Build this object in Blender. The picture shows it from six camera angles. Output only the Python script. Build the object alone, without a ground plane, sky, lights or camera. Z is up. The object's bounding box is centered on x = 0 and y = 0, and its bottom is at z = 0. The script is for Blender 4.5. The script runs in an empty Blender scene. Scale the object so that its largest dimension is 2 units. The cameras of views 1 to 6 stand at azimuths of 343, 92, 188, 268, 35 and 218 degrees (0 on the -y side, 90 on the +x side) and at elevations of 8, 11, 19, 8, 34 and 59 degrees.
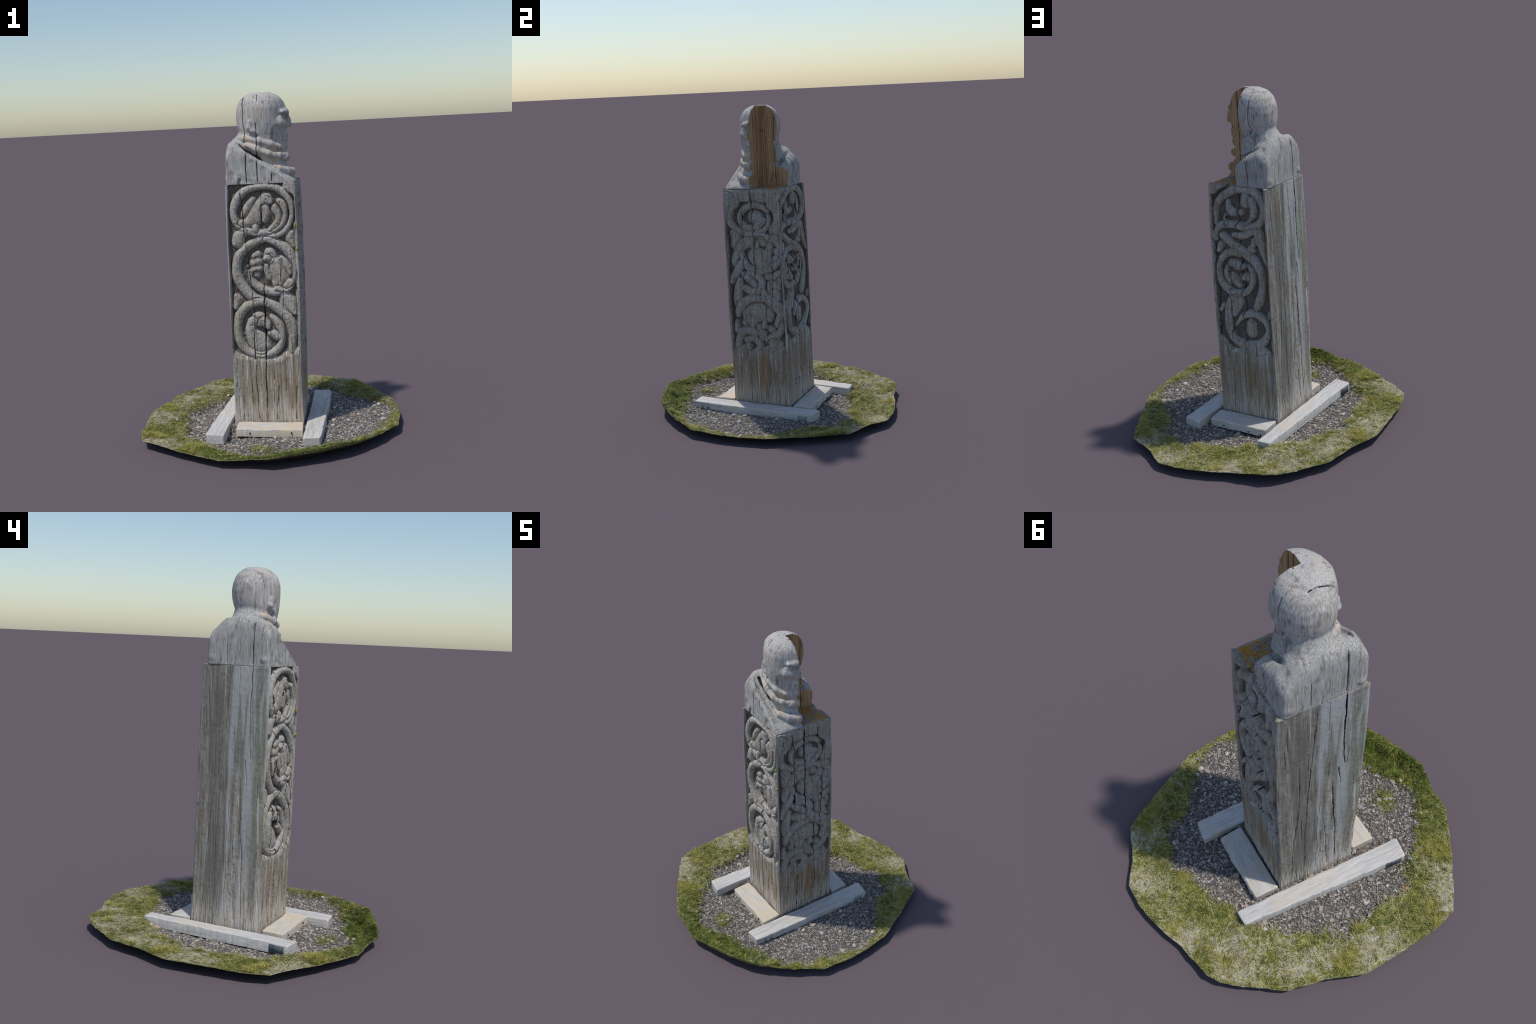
"""Weathered carved wooden post with a half-sawn hooded head, standing in a
gravel bed with four planks and a ring of turf.  Metres, z up."""
import bpy, math
import numpy as np

RNG = np.random.default_rng(20240611)

# ----------------------------------------------------------------- frame
# The post stands turned about z.  p runs along the bird face, q from the bird
# face to the knot face.
TURN = math.radians(-25.5)
E1 = np.array([math.cos(TURN), math.sin(TURN)])
E2 = np.array([-math.sin(TURN), math.cos(TURN)])
C0 = np.array([0.04, -0.038])
Z_BOTTOM, Z_FOOT, Z_TOP = 0.0, 0.065, 1.478


def to_world(p, q, z):
    return np.stack([C0[0] + p * E1[0] + q * E2[0],
                     C0[1] + p * E1[1] + q * E2[1], z + 0 * p], -1)


def hash_noise(ix, iy, iz, seed):
    n = (ix.astype(np.int64) * 374761393 + iy.astype(np.int64) * 668265263
         + iz.astype(np.int64) * 2147483647 + seed * 1274126177) & 0xFFFFFFFF
    n = ((n ^ (n >> 13)) * 1103515245) & 0xFFFFFFFF
    n = ((n ^ (n >> 15)) * 2654435761) & 0xFFFFFFFF
    return ((n ^ (n >> 16)) & 0xFFFF) / 32767.5 - 1.0


def vnoise(x, y, z=0.0, seed=0):
    """Smooth value noise in -1..1."""
    x, y, z = np.broadcast_arrays(np.asarray(x, float), np.asarray(y, float), np.asarray(z, float))
    fx, fy, fz = np.floor(x), np.floor(y), np.floor(z)
    u, v, w = x - fx, y - fy, z - fz
    u, v, w = (t * t * (3 - 2 * t) for t in (u, v, w))
    r = 0
    for a in (0, 1):
        for b in (0, 1):
            for c in (0, 1):
                k = (u if a else 1 - u) * (v if b else 1 - v) * (w if c else 1 - w)
                r = r + k * hash_noise(fx + a, fy + b, fz + c, seed)
    return r


def sstep(a, b, x):
    t = np.clip((x - a) / (b - a), 0, 1)
    return t * t * (3 - 2 * t)


# ------------------------------------------------------------- mesh helpers
def new_object(name, verts, faces, mat, parent=None, smooth=True, normals=None, kind=None):
    me = bpy.data.meshes.new(name)
    verts = np.asarray(verts, dtype=np.float32)
    nv = len(verts)
    me.vertices.add(nv)
    me.vertices.foreach_set("co", verts.ravel())
    if isinstance(faces, np.ndarray):
        groups = [faces]
    else:
        groups = [f for f in faces if len(f)]
    loops = np.concatenate([g.ravel() for g in groups]).astype(np.int32)
    sizes = np.concatenate([np.full(len(g), g.shape[1], np.int32) for g in groups])
    starts = np.concatenate([[0], np.cumsum(sizes)[:-1]]).astype(np.int32)
    me.loops.add(len(loops))
    me.loops.foreach_set("vertex_index", loops)
    me.polygons.add(len(sizes))
    me.polygons.foreach_set("loop_start", starts)
    me.polygons.foreach_set("loop_total", sizes)
    me.update(calc_edges=True)
    me.validate()
    if smooth:
        me.polygons.foreach_set("use_smooth", np.ones(len(me.polygons), bool))
    if normals is not None:
        me.normals_split_custom_set_from_vertices(np.asarray(normals, dtype=np.float32))
    if mat is not None:
        me.materials.append(mat)
    ob = bpy.data.objects.new(name, me)
    bpy.context.scene.collection.objects.link(ob)
    if parent is not None:
        ob.parent = parent
    if kind:
        ob["kind"] = kind
    return ob


def quad_normals(verts, quads, keep=None):
    a, b, c, d = (verts[quads[:, i]] for i in range(4))
    fn = np.cross(c - a, d - b)
    n = np.zeros_like(verts)
    sel = slice(None) if keep is None else keep
    for i in range(4):
        np.add.at(n, quads[sel, i], fn[sel])
    ln = np.linalg.norm(n, axis=1, keepdims=True)
    return n / np.maximum(ln, 1e-12), fn


def split_regions(verts, quads, normals, labels, builder):
    """Cut one surface into objects along label borders; border vertices coincide."""
    for lab in np.unique(labels):
        f = quads[labels == lab]
        used, inv = np.unique(f.ravel(), return_inverse=True)
        builder(int(lab), verts[used], inv.reshape(f.shape), normals[used])


# ---------------------------------------------------------------- materials
def srgb(r, g, b):
    return tuple(((c / 255) / 12.92 if c / 255 <= 0.04045 else ((c / 255 + 0.055) / 1.055) ** 2.4)
                 for c in (r, g, b)) + (1.0,)


class Nodes:
    def __init__(self, name):
        self.m = bpy.data.materials.new(name)
        self.m.use_nodes = True
        self.t = self.m.node_tree
        self.b = self.t.nodes["Principled BSDF"]
        self.coord = self.t.nodes.new("ShaderNodeTexCoord")

    def new(self, kind, **props):
        n = self.t.nodes.new(kind)
        for k, v in props.items():
            setattr(n, k, v)
        return n

    def link(self, a, b):
        self.t.links.new(a, b)

    def mapping(self, scale=(1, 1, 1), rot=(0, 0, 0), loc=(0, 0, 0), src=None):
        m = self.new("ShaderNodeMapping")
        m.inputs["Scale"].default_value = scale
        m.inputs["Rotation"].default_value = rot
        m.inputs["Location"].default_value = loc
        self.link(src or self.coord.outputs["Object"], m.inputs["Vector"])
        return m.outputs["Vector"]

    def noise(self, vec, scale=5.0, detail=4.0, rough=0.55, dist=0.0):
        n = self.new("ShaderNodeTexNoise")
        n.inputs["Scale"].default_value = scale
        n.inputs["Detail"].default_value = detail
        n.inputs["Roughness"].default_value = rough
        n.inputs["Distortion"].default_value = dist
        self.link(vec, n.inputs["Vector"])
        return n.outputs["Fac"]

    def voronoi(self, vec, scale=5.0, feature="F1", out="Distance"):
        n = self.new("ShaderNodeTexVoronoi", feature=feature)
        n.inputs["Scale"].default_value = scale
        self.link(vec, n.inputs["Vector"])
        return n.outputs[out]

    def ramp(self, fac, stops):
        r = self.new("ShaderNodeValToRGB")
        el = r.color_ramp.elements
        while len(el) < len(stops):
            el.new(0.5)
        for e, (pos, col) in zip(el, stops):
            e.position = pos
            e.color = col if not isinstance(col, (int, float)) else (col, col, col, 1)
        self.link(fac, r.inputs["Fac"])
        return r.outputs["Color"]

    def mix(self, fac, a, b, mode="MIX"):
        n = self.new("ShaderNodeMix", data_type="RGBA", blend_type=mode)
        for sock, v in ((n.inputs[0], fac), (n.inputs[6], a), (n.inputs[7], b)):
            if isinstance(v, bpy.types.NodeSocket):
                self.link(v, sock)
            else:
                sock.default_value = v
        return n.outputs[2]

    def math(self, op, a, b=0.5, c=None):
        n = self.new("ShaderNodeMath", operation=op)
        for i, v in enumerate((a, b, c)):
            if v is None:
                continue
            if isinstance(v, bpy.types.NodeSocket):
                self.link(v, n.inputs[i])
            else:
                n.inputs[i].default_value = v
        return n.outputs[0]

    def dot(self, vec):
        n = self.new("ShaderNodeVectorMath", operation="DOT_PRODUCT")
        self.link(self.coord.outputs["Object"], n.inputs[0])
        n.inputs[1].default_value = vec
        # measured from the middle of the post
        return self.math("SUBTRACT", n.outputs["Value"], float(C0[0] * vec[0] + C0[1] * vec[1]))

    def range(self, v, a, b):
        n = self.new("ShaderNodeMapRange", interpolation_type="SMOOTHSTEP")
        self.link(v, n.inputs[0])
        n.inputs[1].default_value = a
        n.inputs[2].default_value = b
        return n.outputs[0]

    def finish(self, color, rough=0.85, bump=None, strength=0.3, dist=0.004):
        self.link(color, self.b.inputs["Base Color"])
        self.b.inputs["Roughness"].default_value = rough
        self.b.inputs["Specular IOR Level"].default_value = 0.25
        if bump is not None:
            bn = self.new("ShaderNodeBump")
            bn.inputs["Strength"].default_value = strength
            bn.inputs["Distance"].default_value = dist
            self.link(bump, bn.inputs["Height"])
            self.link(bn.outputs[0], self.b.inputs["Normal"])
        return self.m


def weathered_wood(name, soft):
    """Silver-grey weathered oak: fine vertical grain, brown weather streaks,
    dark lengthwise checks, green algae by one edge, pale worn splinters at the foot."""
    n = Nodes(name)
    # carved work is rubbed smoother: softer streaks, fewer slivers
    k = 0.45 if soft else 1.0
    turned = n.mapping(rot=(0, 0, -TURN))
    grain = n.noise(n.mapping((1, 1, 0.035), src=turned), 210, 5, 0.65)
    streak = n.noise(n.mapping((1, 1, 0.06), src=turned), 46, 4, 0.6, 0.4)
    band = n.noise(n.mapping((1, 1, 0.09), src=turned), 11, 3, 0.5, 0.3)
    patch = n.noise(turned, 6.5, 4, 0.6)
    mottle = n.noise(turned, 60, 4, 0.65)
    col = n.ramp(grain, [(0.30, srgb(*((128, 121, 109) if soft else (110, 103, 91)))), (0.5, srgb(168, 161, 149)), (0.70, srgb(*((192, 186, 176) if soft else (204, 199, 191))))])
    col = n.mix(n.math("MULTIPLY", n.range(streak, 0.42, 0.68), 0.8 * k), col, srgb(110, 101, 86))
    col = n.mix(n.math("MULTIPLY", n.range(patch, 0.42, 0.68), 0.5), col, srgb(182, 182, 182))
    col = n.mix(n.math("MULTIPLY", n.range(mottle, 0.50, 0.70), 0.6), col, srgb(88, 80, 69))
    # pale wood grain exposed in narrow slivers
    sliver = n.noise(n.mapping((1, 1, 0.045), src=turned, loc=(3, 1, 2)), 75, 2, 0.4)
    col = n.mix(n.math("MULTIPLY", n.range(sliver, 0.64, 0.69), 0.8 if not soft else 0.15), col, srgb(214, 210, 202))
    # bird and front sides are browner, the plain back greener with broad bands
    p_axis = n.dot((E1[0], E1[1], 0))
    q_axis = n.dot((E2[0], E2[1], 0))
    z_axis = n.dot((0, 0, 1))
    back = n.range(p_axis, -0.165, -0.185)
    col = n.mix(n.math("MULTIPLY", back, n.math("MULTIPLY", n.range(band, 0.46, 0.56), 0.62)), col, srgb(112, 112, 106))
    silver = n.noise(n.mapping((1, 1, 0.07), src=turned, loc=(5, 5, 5)), 17, 3, 0.55, 0.3)
    col = n.mix(n.math("MULTIPLY", back, n.math("MULTIPLY", n.range(silver, 0.5, 0.62), 0.6)), col, srgb(186, 189, 190))
    # darker heartwood band on one half of the back, with a definite edge
    wander = n.math("MULTIPLY_ADD", n.math("SUBTRACT", band, 0.5), 0.05, q_axis)
    heart = n.math("MULTIPLY", back, n.range(wander, 0.012, 0.022))
    col = n.mix(n.math("MULTIPLY", heart, n.math("MULTIPLY_ADD", streak, 0.5, 0.2)), col, srgb(102, 101, 93))
    # rusty stain running down below the front carving
    rust = n.math("MULTIPLY", n.range(n.math("ABSOLUTE", n.math("SUBTRACT", q_axis, 0.03)), 0.026, 0.006), n.math("MULTIPLY", n.range(p_axis, 0.16, 0.18), n.math("MULTIPLY", n.range(z_axis, 0.46, 0.36), n.range(z_axis, 0.06, 0.16))))
    col = n.mix(n.math("MULTIPLY", rust, n.range(streak, 0.36, 0.58)), col, srgb(172, 114, 60))
    algae = n.noise(turned, 16, 4, 0.7)
    edge = n.math("MULTIPLY", back, n.range(q_axis, 0.0, -0.22))
    mid = n.math("MULTIPLY", n.range(z_axis, 0.45, 0.8), n.range(z_axis, 1.45, 1.2))
    moss = n.math("MULTIPLY", n.math("MULTIPLY", edge, mid), n.range(algae, 0.35, 0.7))
    col = n.mix(n.math("MULTIPLY", moss, 0.4), col, srgb(150, 170, 132))
    # brown weathering on the lower trunk of the carved sides
    low = n.math("MULTIPLY", n.range(z_axis, 0.5, 0.3), n.range(p_axis, -0.18, -0.15))
    col = n.mix(n.math("MULTIPLY", n.math("MULTIPLY", low, n.range(streak, 0.3, 0.60)), 0.8), col, srgb(142, 120, 92))
    foot = n.math("MULTIPLY", n.range(z_axis, 0.27, 0.10), n.range(grain, 0.42, 0.6))
    col = n.mix(n.math("MULTIPLY", foot, 0.75), col, srgb(206, 196, 184))
    h = n.mix(0.4, grain, streak)
    return n.finish(col, 0.9, h, 0.45, 0.003)


def warm_wood(name, warm, amount, tones=None):
    """The same wood on the figure: paler, creamier, with broad soft mottling."""
    n = Nodes(name)
    turned = n.mapping(rot=(0, 0, -TURN))
    grain = n.noise(n.mapping((1, 1, 0.05), src=turned), 190, 5, 0.65)
    patch = n.noise(turned, 13, 4, 0.6)
    dark = n.noise(n.mapping((1, 1, 0.35), src=turned), 30, 4, 0.65)
    streak = n.noise(n.mapping((1, 1, 0.08), src=turned, loc=(1, 4, 0)), 40, 3, 0.55)
    lo, mid, hi = tones or (srgb(132, 127, 119), srgb(180, 177, 173), srgb(214, 212, 212))
    col = n.ramp(grain, [(0.28, lo), (0.5, mid), (0.74, hi)])
    col = n.mix(n.math("MULTIPLY", n.range(patch, 0.42, 0.66), amount), col, warm)
    col = n.mix(n.math("MULTIPLY", n.range(dark, 0.52, 0.70), 0.7), col, srgb(112, 102, 89))
    col = n.mix(n.math("MULTIPLY", n.range(streak, 0.64, 0.71), 0.5), col, srgb(226, 224, 224))
    return n.finish(col, 0.9, n.mix(0.5, grain, dark), 0.22, 0.003)


def simple_wood(name, dark, mid, light, axis_scale, scale=120, seed=0.0, bump=0.35):
    n = Nodes(name)
    v = n.mapping(axis_scale, loc=(seed, seed, seed))
    grain = n.noise(v, scale, 4, 0.6)
    wide = n.noise(v, scale * 0.2, 3, 0.55, 0.5)
    blot = n.noise(n.mapping(loc=(seed, 2, 1)), 14, 3, 0.6)
    col = n.ramp(grain, [(0.25, dark), (0.5, mid), (0.75, light)])
    col = n.mix(n.math("MULTIPLY", n.range(wide, 0.45, 0.65), 0.4), col, dark)
    col = n.mix(n.math("MULTIPLY", n.range(blot, 0.5, 0.7), 0.4), col, light)
    return n.finish(col, 0.85, grain, bump, 0.003)


def sawn_wood():
    n = Nodes("sawn_wood")
    turned = n.mapping(rot=(0, 0, -TURN))
    v = n.mapping((1, 1, 0.05), src=turned)
    grain = n.noise(v, 130, 5, 0.65)
    wide = n.noise(v, 28, 3, 0.55, 1.6)
    blot = n.noise(n.mapping((1, 1, 0.4), src=turned), 22, 4, 0.65, 0.8)
    col = n.ramp(grain, [(0.26, srgb(126, 98, 70)), (0.5, srgb(184, 152, 114)), (0.76, srgb(216, 188, 150))])
    col = n.mix(n.math("MULTIPLY", n.range(wide, 0.48, 0.66), 0.7), col, srgb(168, 114, 66))
    col = n.mix(n.math("MULTIPLY", n.range(blot, 0.58, 0.7), 0.6), col, srgb(92, 70, 52))
    return n.finish(col, 0.85, grain, 0.4, 0.003)


def seat_wood():
    n = Nodes("stained_end_grain")
    v = n.mapping(rot=(0, 0, -TURN))
    blot = n.noise(v, 26, 4, 0.6)
    fine = n.noise(v, 120, 4, 0.6)
    rad = n.voronoi(v, 34, "DISTANCE_TO_EDGE")
    p_axis = n.dot((E1[0], E1[1], 0))
    q_axis = n.dot((E2[0], E2[1], 0))
    col = n.ramp(fine, [(0.3, srgb(120, 112, 100)), (0.7, srgb(172, 163, 146))])
    stain = n.math("MULTIPLY", n.range(blot, 0.42, 0.56), n.math("MULTIPLY", n.range(q_axis, -0.02, 0.07), n.math("MULTIPLY", n.range(p_axis, 0.0, 0.05), n.range(q_axis, 0.172, 0.160))))
    col = n.mix(stain, col, srgb(188, 134, 52))
    col = n.mix(n.math("MULTIPLY", n.range(rad, 0.05, 0.0), 0.7), col, srgb(78, 64, 50))
    return n.finish(col, 0.9, fine, 0.4, 0.003)


def plain(name, stops, scale=40, rough=0.9, bump=0.3, random=False, detail=4):
    n = Nodes(name)
    f = n.noise(n.mapping(), scale, detail, 0.6)
    if random:
        info = n.new("ShaderNodeObjectInfo")
        f = n.math("MULTIPLY_ADD", n.math("SUBTRACT", f, 0.5), 0.35, info.outputs["Random"])
    return n.finish(n.ramp(f, stops), rough, f, bump, 0.002)


def gravel_material(name):
    """Many small stones: every stone gets its own tone from a cell texture."""
    n = Nodes(name)
    cell = n.voronoi(n.mapping(), 75, "F1", "Color")
    sep = n.new("ShaderNodeSeparateColor")
    n.link(cell, sep.inputs[0])
    col = n.ramp(sep.outputs[0], [(0.0, srgb(82, 80, 78)), (0.35, srgb(118, 115, 111)), (0.6, srgb(150, 144, 136)),
                                  (0.82, srgb(190, 173, 156)), (0.95, srgb(214, 209, 202))])
    f = n.noise(n.mapping(), 220, 3, 0.6)
    col = n.mix(n.math("MULTIPLY", f, 0.35), col, srgb(92, 90, 87))
    return n.finish(col, 0.9, f, 0.3, 0.002)


def leaf_material(name, stops, scale):
    n = Nodes(name)
    f = n.noise(n.mapping(), scale, 3, 0.6)
    col = n.ramp(f, stops)
    n.finish(col, 0.7)
    tr = n.new("ShaderNodeBsdfTranslucent")
    n.link(col, tr.inputs["Color"])
    mx = n.new("ShaderNodeMixShader")
    mx.inputs[0].default_value = 0.25
    out = n.t.nodes["Material Output"]
    n.link(n.b.outputs[0], mx.inputs[1])
    n.link(tr.outputs[0], mx.inputs[2])
    n.link(mx.outputs[0], out.inputs["Surface"])
    return n.m


M_WOOD = weathered_wood("weathered_wood", False)
M_CARVED = weathered_wood("weathered_carved_wood", True)
M_FIGURE = warm_wood("weathered_figure_wood", srgb(188, 174, 156), 0.35)
M_CLOAK = warm_wood("weathered_cloak_wood", srgb(174, 174, 172), 0.6, (srgb(112, 110, 104), srgb(166, 164, 159), srgb(204, 203, 201)))
M_SCARF = warm_wood("weathered_scarf_wood", srgb(198, 178, 152), 0.7)
M_SAWN = sawn_wood()


def recess_shade_wood():
    """Sunken ground of the carved panels: dark speckled wood with the recess shade painted in."""
    n = Nodes("recess_shade_wood")
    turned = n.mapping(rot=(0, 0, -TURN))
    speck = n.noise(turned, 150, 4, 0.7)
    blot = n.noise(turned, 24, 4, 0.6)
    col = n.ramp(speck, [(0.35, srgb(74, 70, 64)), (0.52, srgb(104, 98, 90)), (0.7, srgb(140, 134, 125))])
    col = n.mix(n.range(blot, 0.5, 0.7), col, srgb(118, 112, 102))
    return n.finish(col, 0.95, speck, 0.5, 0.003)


M_RECESS_SHADE = recess_shade_wood()  # darker than the carved wood to paint shade into the recesses
M_SEAT = seat_wood()
M_CRACK = plain("split_wood_shade", [(0.3, srgb(34, 29, 25)), (0.7, srgb(52, 45, 38))], 90)  # near-black puts the shade inside the cracks into the colour

# ======================================================================
# 1. THE SHAFT: four faces carved as relief, one closed surface
# ======================================================================
FOOT = dict(A=(-.209, -.195), B=(.198, -.196), C=(.189, .207), D=(-.203, .202))
HEAD = dict(A=(-.189, -.196), B=(.203, -.193), C=(.197, .182), D=(-.182, .187))
SIDES = ("AB", "BC", "CD", "DA")        # birds, spiral, knots, plain back
NS, NZ = 196, 592
S_GRID = (np.arange(NS)) / NS
Z_GRID = np.linspace(Z_BOTTOM, Z_TOP, NZ)
SIDE_W = 0.39
DEPTH = 0.028
relief = {f: np.full((NZ, NS), -1.0) for f in SIDES}
owner = {f: np.zeros((NZ, NS), np.int32) for f in SIDES}
cracks = {f: np.zeros((NZ, NS)) for f in SIDES}
OWNERS = ["shaft"]


def smooth_path(pts, step):
    """Catmull-Rom through control points, resampled about every step metres."""
    P = np.array(pts, float)
    P[:, 0] *= SIDE_W
    P = np.vstack([2 * P[0] - P[1], P, 2 * P[-1] - P[-2]]) if len(P) > 1 else np.vstack([P, P, P, P])
    out = []
    for i in range(1, len(P) - 2):
        n = max(2, int(np.hypot(*(P[i + 1] - P[i])[:2]) / step) + 1)
        t = np.linspace(0, 1, n, endpoint=False)[:, None]
        a, b, c, d = P[i - 1], P[i], P[i + 1], P[i + 2]
        out.append(0.5 * (2 * b + (c - a) * t + (2 * a - 5 * b + 4 * c - d) * t ** 2 + (3 * b - a - 3 * c + d) * t ** 3))
    out.append(P[-2][None])
    return np.vstack(out)


def window(xa, xb, za, zb, pad):
    i0 = max(0, int((min(xa, xb) - pad) / SIDE_W * NS)); i1 = min(NS, int((max(xa, xb) + pad) / SIDE_W * NS) + 2)
    j0 = max(0, int((min(za, zb) - pad) / Z_TOP * NZ)); j1 = min(NZ, int((max(za, zb) + pad) / Z_TOP * NZ) + 2)
    return slice(j0, j1), slice(i0, i1)


def along(path, face, visit):
    for a, b in zip(path[:-1], path[1:]) if len(path) > 1 else [(path[0], path[0])]:
        win = window(a[0], b[0], a[1], b[1], max(a[2], b[2]) + 0.008)
        x = S_GRID[None, win[1]] * SIDE_W
        z = Z_GRID[win[0], None]
        dx, dz = b[0] - a[0], b[1] - a[1]
        t = np.clip(((x - a[0]) * dx + (z - a[1]) * dz) / max(dx * dx + dz * dz, 1e-12), 0, 1)
        d = np.hypot(x - a[0] - t * dx, z - a[1] - t * dz)
        visit(win, d, a[2] + (b[2] - a[2]) * t)


def carve(face, group, level, pts):
    """One rounded raised strand or lump: points are (share of width, height, half width)."""
    if group not in OWNERS:
        OWNERS.append(group)
    k = OWNERS.index(group)
    swell = 1.12 if "vine" in group else 1.06
    pts = [(s, z, r * swell) for s, z, r in pts]
    H, O = relief[face], owner[face]
    U = np.full((NZ, NS), 9.0)          # distance to the spine, in half widths
    R = np.full((NZ, NS), 0.01)

    def visit(win, d, r):
        u = d / r
        near = u < U[win]
        U[win] = np.where(near, u, U[win])
        R[win] = np.where(near, r, R[win])
    along(smooth_path(pts, 0.006), face, visit)
    inside = U < 1
    if group == "carved_border":              # flat plate with an eased edge
        h = level - 0.008 * np.minimum(U, 1) ** 8
    else:
        bulge = np.minimum(R * 0.95, 0.024)
        h = level - 0.001 - bulge * (1 - np.sqrt(1 - np.minimum(U, 1) ** 2))
        # the knife line that frees this piece from what lies under it
        moat = (~inside) & ((U - 1) * R < 0.0042)
        H[moat] = np.minimum(H[moat], level - 0.0165)
    better = inside & (h > H)
    H[better] = h[better]
    O[better] = k


def split(face, pts):
    """A drying crack: points are (share of width, height, half width)."""
    K = cracks[face]

    def visit(win, d, r):
        K[win] = np.maximum(K[win], np.clip(1.35 - d / np.maximum(r, 0.0014), 0, 1) * np.clip(r * 4.2, 0.0035, 0.012))
    path = smooth_path(pts, 0.012)
    wob = vnoise(path[:, 1] * 55, 3.3, 0, len(pts)) * 0.0008 + vnoise(path[:, 1] * 17, 1.3, 0, len(pts)) * 0.0025
    path[:, 0] += wob
    path[:, 2] *= 0.8 + 0.3 * vnoise(path[:, 1] * 30, 8.1, 0, 4)
    along(path, face, visit)


carve("AB", "carved_vine", 0, [(0.681, 1.210, 0.013), (0.497, 1.195, 0.018), (0.345, 1.203, 0.020), (0.212, 1.229, 0.021), (0.131, 1.269, 0.020), (0.102, 1.318, 0.018), (0.123, 1.365, 0.021), (0.189, 1.412, 0.022), (0.285, 1.444, 0.021), (0.409, 1.458, 0.018), (0.556, 1.462, 0.017), (0.695, 1.455, 0.018), (0.796, 1.433, 0.021), (0.871, 1.401, 0.018), (0.916, 1.363, 0.015), (0.929, 1.320, 0.012), (0.919, 1.277, 0.012), (0.872, 1.232, 0.015), (0.795, 1.197, 0.017), (0.677, 1.175, 0.017), (0.523, 1.160, 0.018), (0.399, 1.143, 0.021), (0.274, 1.116, 0.023), (0.191, 1.085, 0.023), (0.137, 1.044, 0.023), (0.116, 0.996, 0.023), (0.126, 0.947, 0.026), (0.165, 0.902, 0.026), (0.228, 0.862, 0.026), (0.316, 0.822, 0.026), (0.424, 0.802, 0.025), (0.533, 0.786, 0.023), (0.634, 0.763, 0.025), (0.734, 0.730, 0.025), (0.815, 0.693, 0.027), (0.865, 0.645, 0.026), (0.878, 0.596, 0.021), (0.867, 0.546, 0.019), (0.856, 0.497, 0.017)])
carve("AB", "carved_vine", 0.002, [(0.681, 1.210, 0.013), (0.763, 1.236, 0.015), (0.821, 1.269, 0.013), (0.837, 1.307, 0.012), (0.822, 1.340, 0.016), (0.789, 1.365, 0.018), (0.760, 1.377, 0.015)])
carve("AB", "carved_vine", -0.004, [(0.609, 1.217, 0.010), (0.684, 1.240, 0.013), (0.736, 1.270, 0.015), (0.733, 1.301, 0.017), (0.694, 1.328, 0.019), (0.684, 1.347, 0.012)])
carve("AB", "carved_vine", 0, [(0.554, 1.158, 0.015), (0.632, 1.147, 0.017), (0.715, 1.132, 0.022), (0.810, 1.107, 0.026), (0.879, 1.072, 0.026), (0.928, 1.023, 0.017), (0.941, 0.975, 0.011), (0.928, 0.931, 0.010), (0.884, 0.890, 0.015), (0.808, 0.859, 0.018), (0.673, 0.846, 0.021), (0.552, 0.852, 0.021), (0.444, 0.872, 0.021), (0.361, 0.900, 0.018), (0.316, 0.937, 0.011), (0.311, 0.974, 0.009)])
carve("AB", "carved_vine", 0, [(0.484, 0.787, 0.017), (0.405, 0.790, 0.022), (0.299, 0.778, 0.022), (0.198, 0.752, 0.024), (0.132, 0.713, 0.024), (0.102, 0.663, 0.021), (0.097, 0.614, 0.021), (0.111, 0.568, 0.023), (0.156, 0.525, 0.023), (0.220, 0.495, 0.021), (0.316, 0.474, 0.021), (0.420, 0.469, 0.021), (0.543, 0.478, 0.020), (0.637, 0.500, 0.020), (0.702, 0.535, 0.017), (0.730, 0.572, 0.015), (0.728, 0.609, 0.015), (0.695, 0.644, 0.021), (0.643, 0.677, 0.019), (0.585, 0.704, 0.011)])
carve("AB", "carved_leaf", -0.003, [(0.556, 0.603, 0.015), (0.610, 0.595, 0.025), (0.651, 0.578, 0.020)])
carve("AB", "carved_bird", -0.006, [(0.567, 1.399, 0.032), (0.521, 1.369, 0.032), (0.481, 1.336, 0.046), (0.435, 1.301, 0.051), (0.364, 1.271, 0.037), (0.265, 1.258, 0.023), (0.209, 1.258, 0.015)])
carve("AB", "carved_bird", -0.002, [(0.586, 1.401, 0.027), (0.614, 1.381, 0.021), (0.638, 1.372, 0.012)])
carve("AB", "carved_bird", -0.006, [(0.555, 1.337, 0.022), (0.569, 1.303, 0.023), (0.547, 1.268, 0.017)])
carve("AB", "carved_bird", -0.010, [(0.383, 1.392, 0.017), (0.318, 1.357, 0.022), (0.265, 1.320, 0.019), (0.244, 1.296, 0.011)])
carve("AB", "carved_bird", 0.002, [(0.409, 1.229, 0.017), (0.413, 1.215, 0.017)])
carve("AB", "carved_bird#2", -0.002, [(0.594, 1.080, 0.029), (0.604, 1.056, 0.034), (0.620, 1.039, 0.027)])
carve("AB", "carved_bird#2", 0.000, [(0.560, 1.049, 0.020), (0.523, 1.042, 0.011)])
carve("AB", "carved_bird#2", -0.005, [(0.686, 1.024, 0.027), (0.705, 0.977, 0.054), (0.718, 0.931, 0.049), (0.703, 0.897, 0.032)])
carve("AB", "carved_bird#2", -0.010, [(0.755, 1.047, 0.012), (0.801, 1.022, 0.020), (0.846, 0.988, 0.020), (0.867, 0.956, 0.012)])
carve("AB", "carved_bird#2", -0.010, [(0.544, 1.006, 0.012), (0.546, 0.972, 0.016), (0.578, 0.930, 0.015)])
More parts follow.
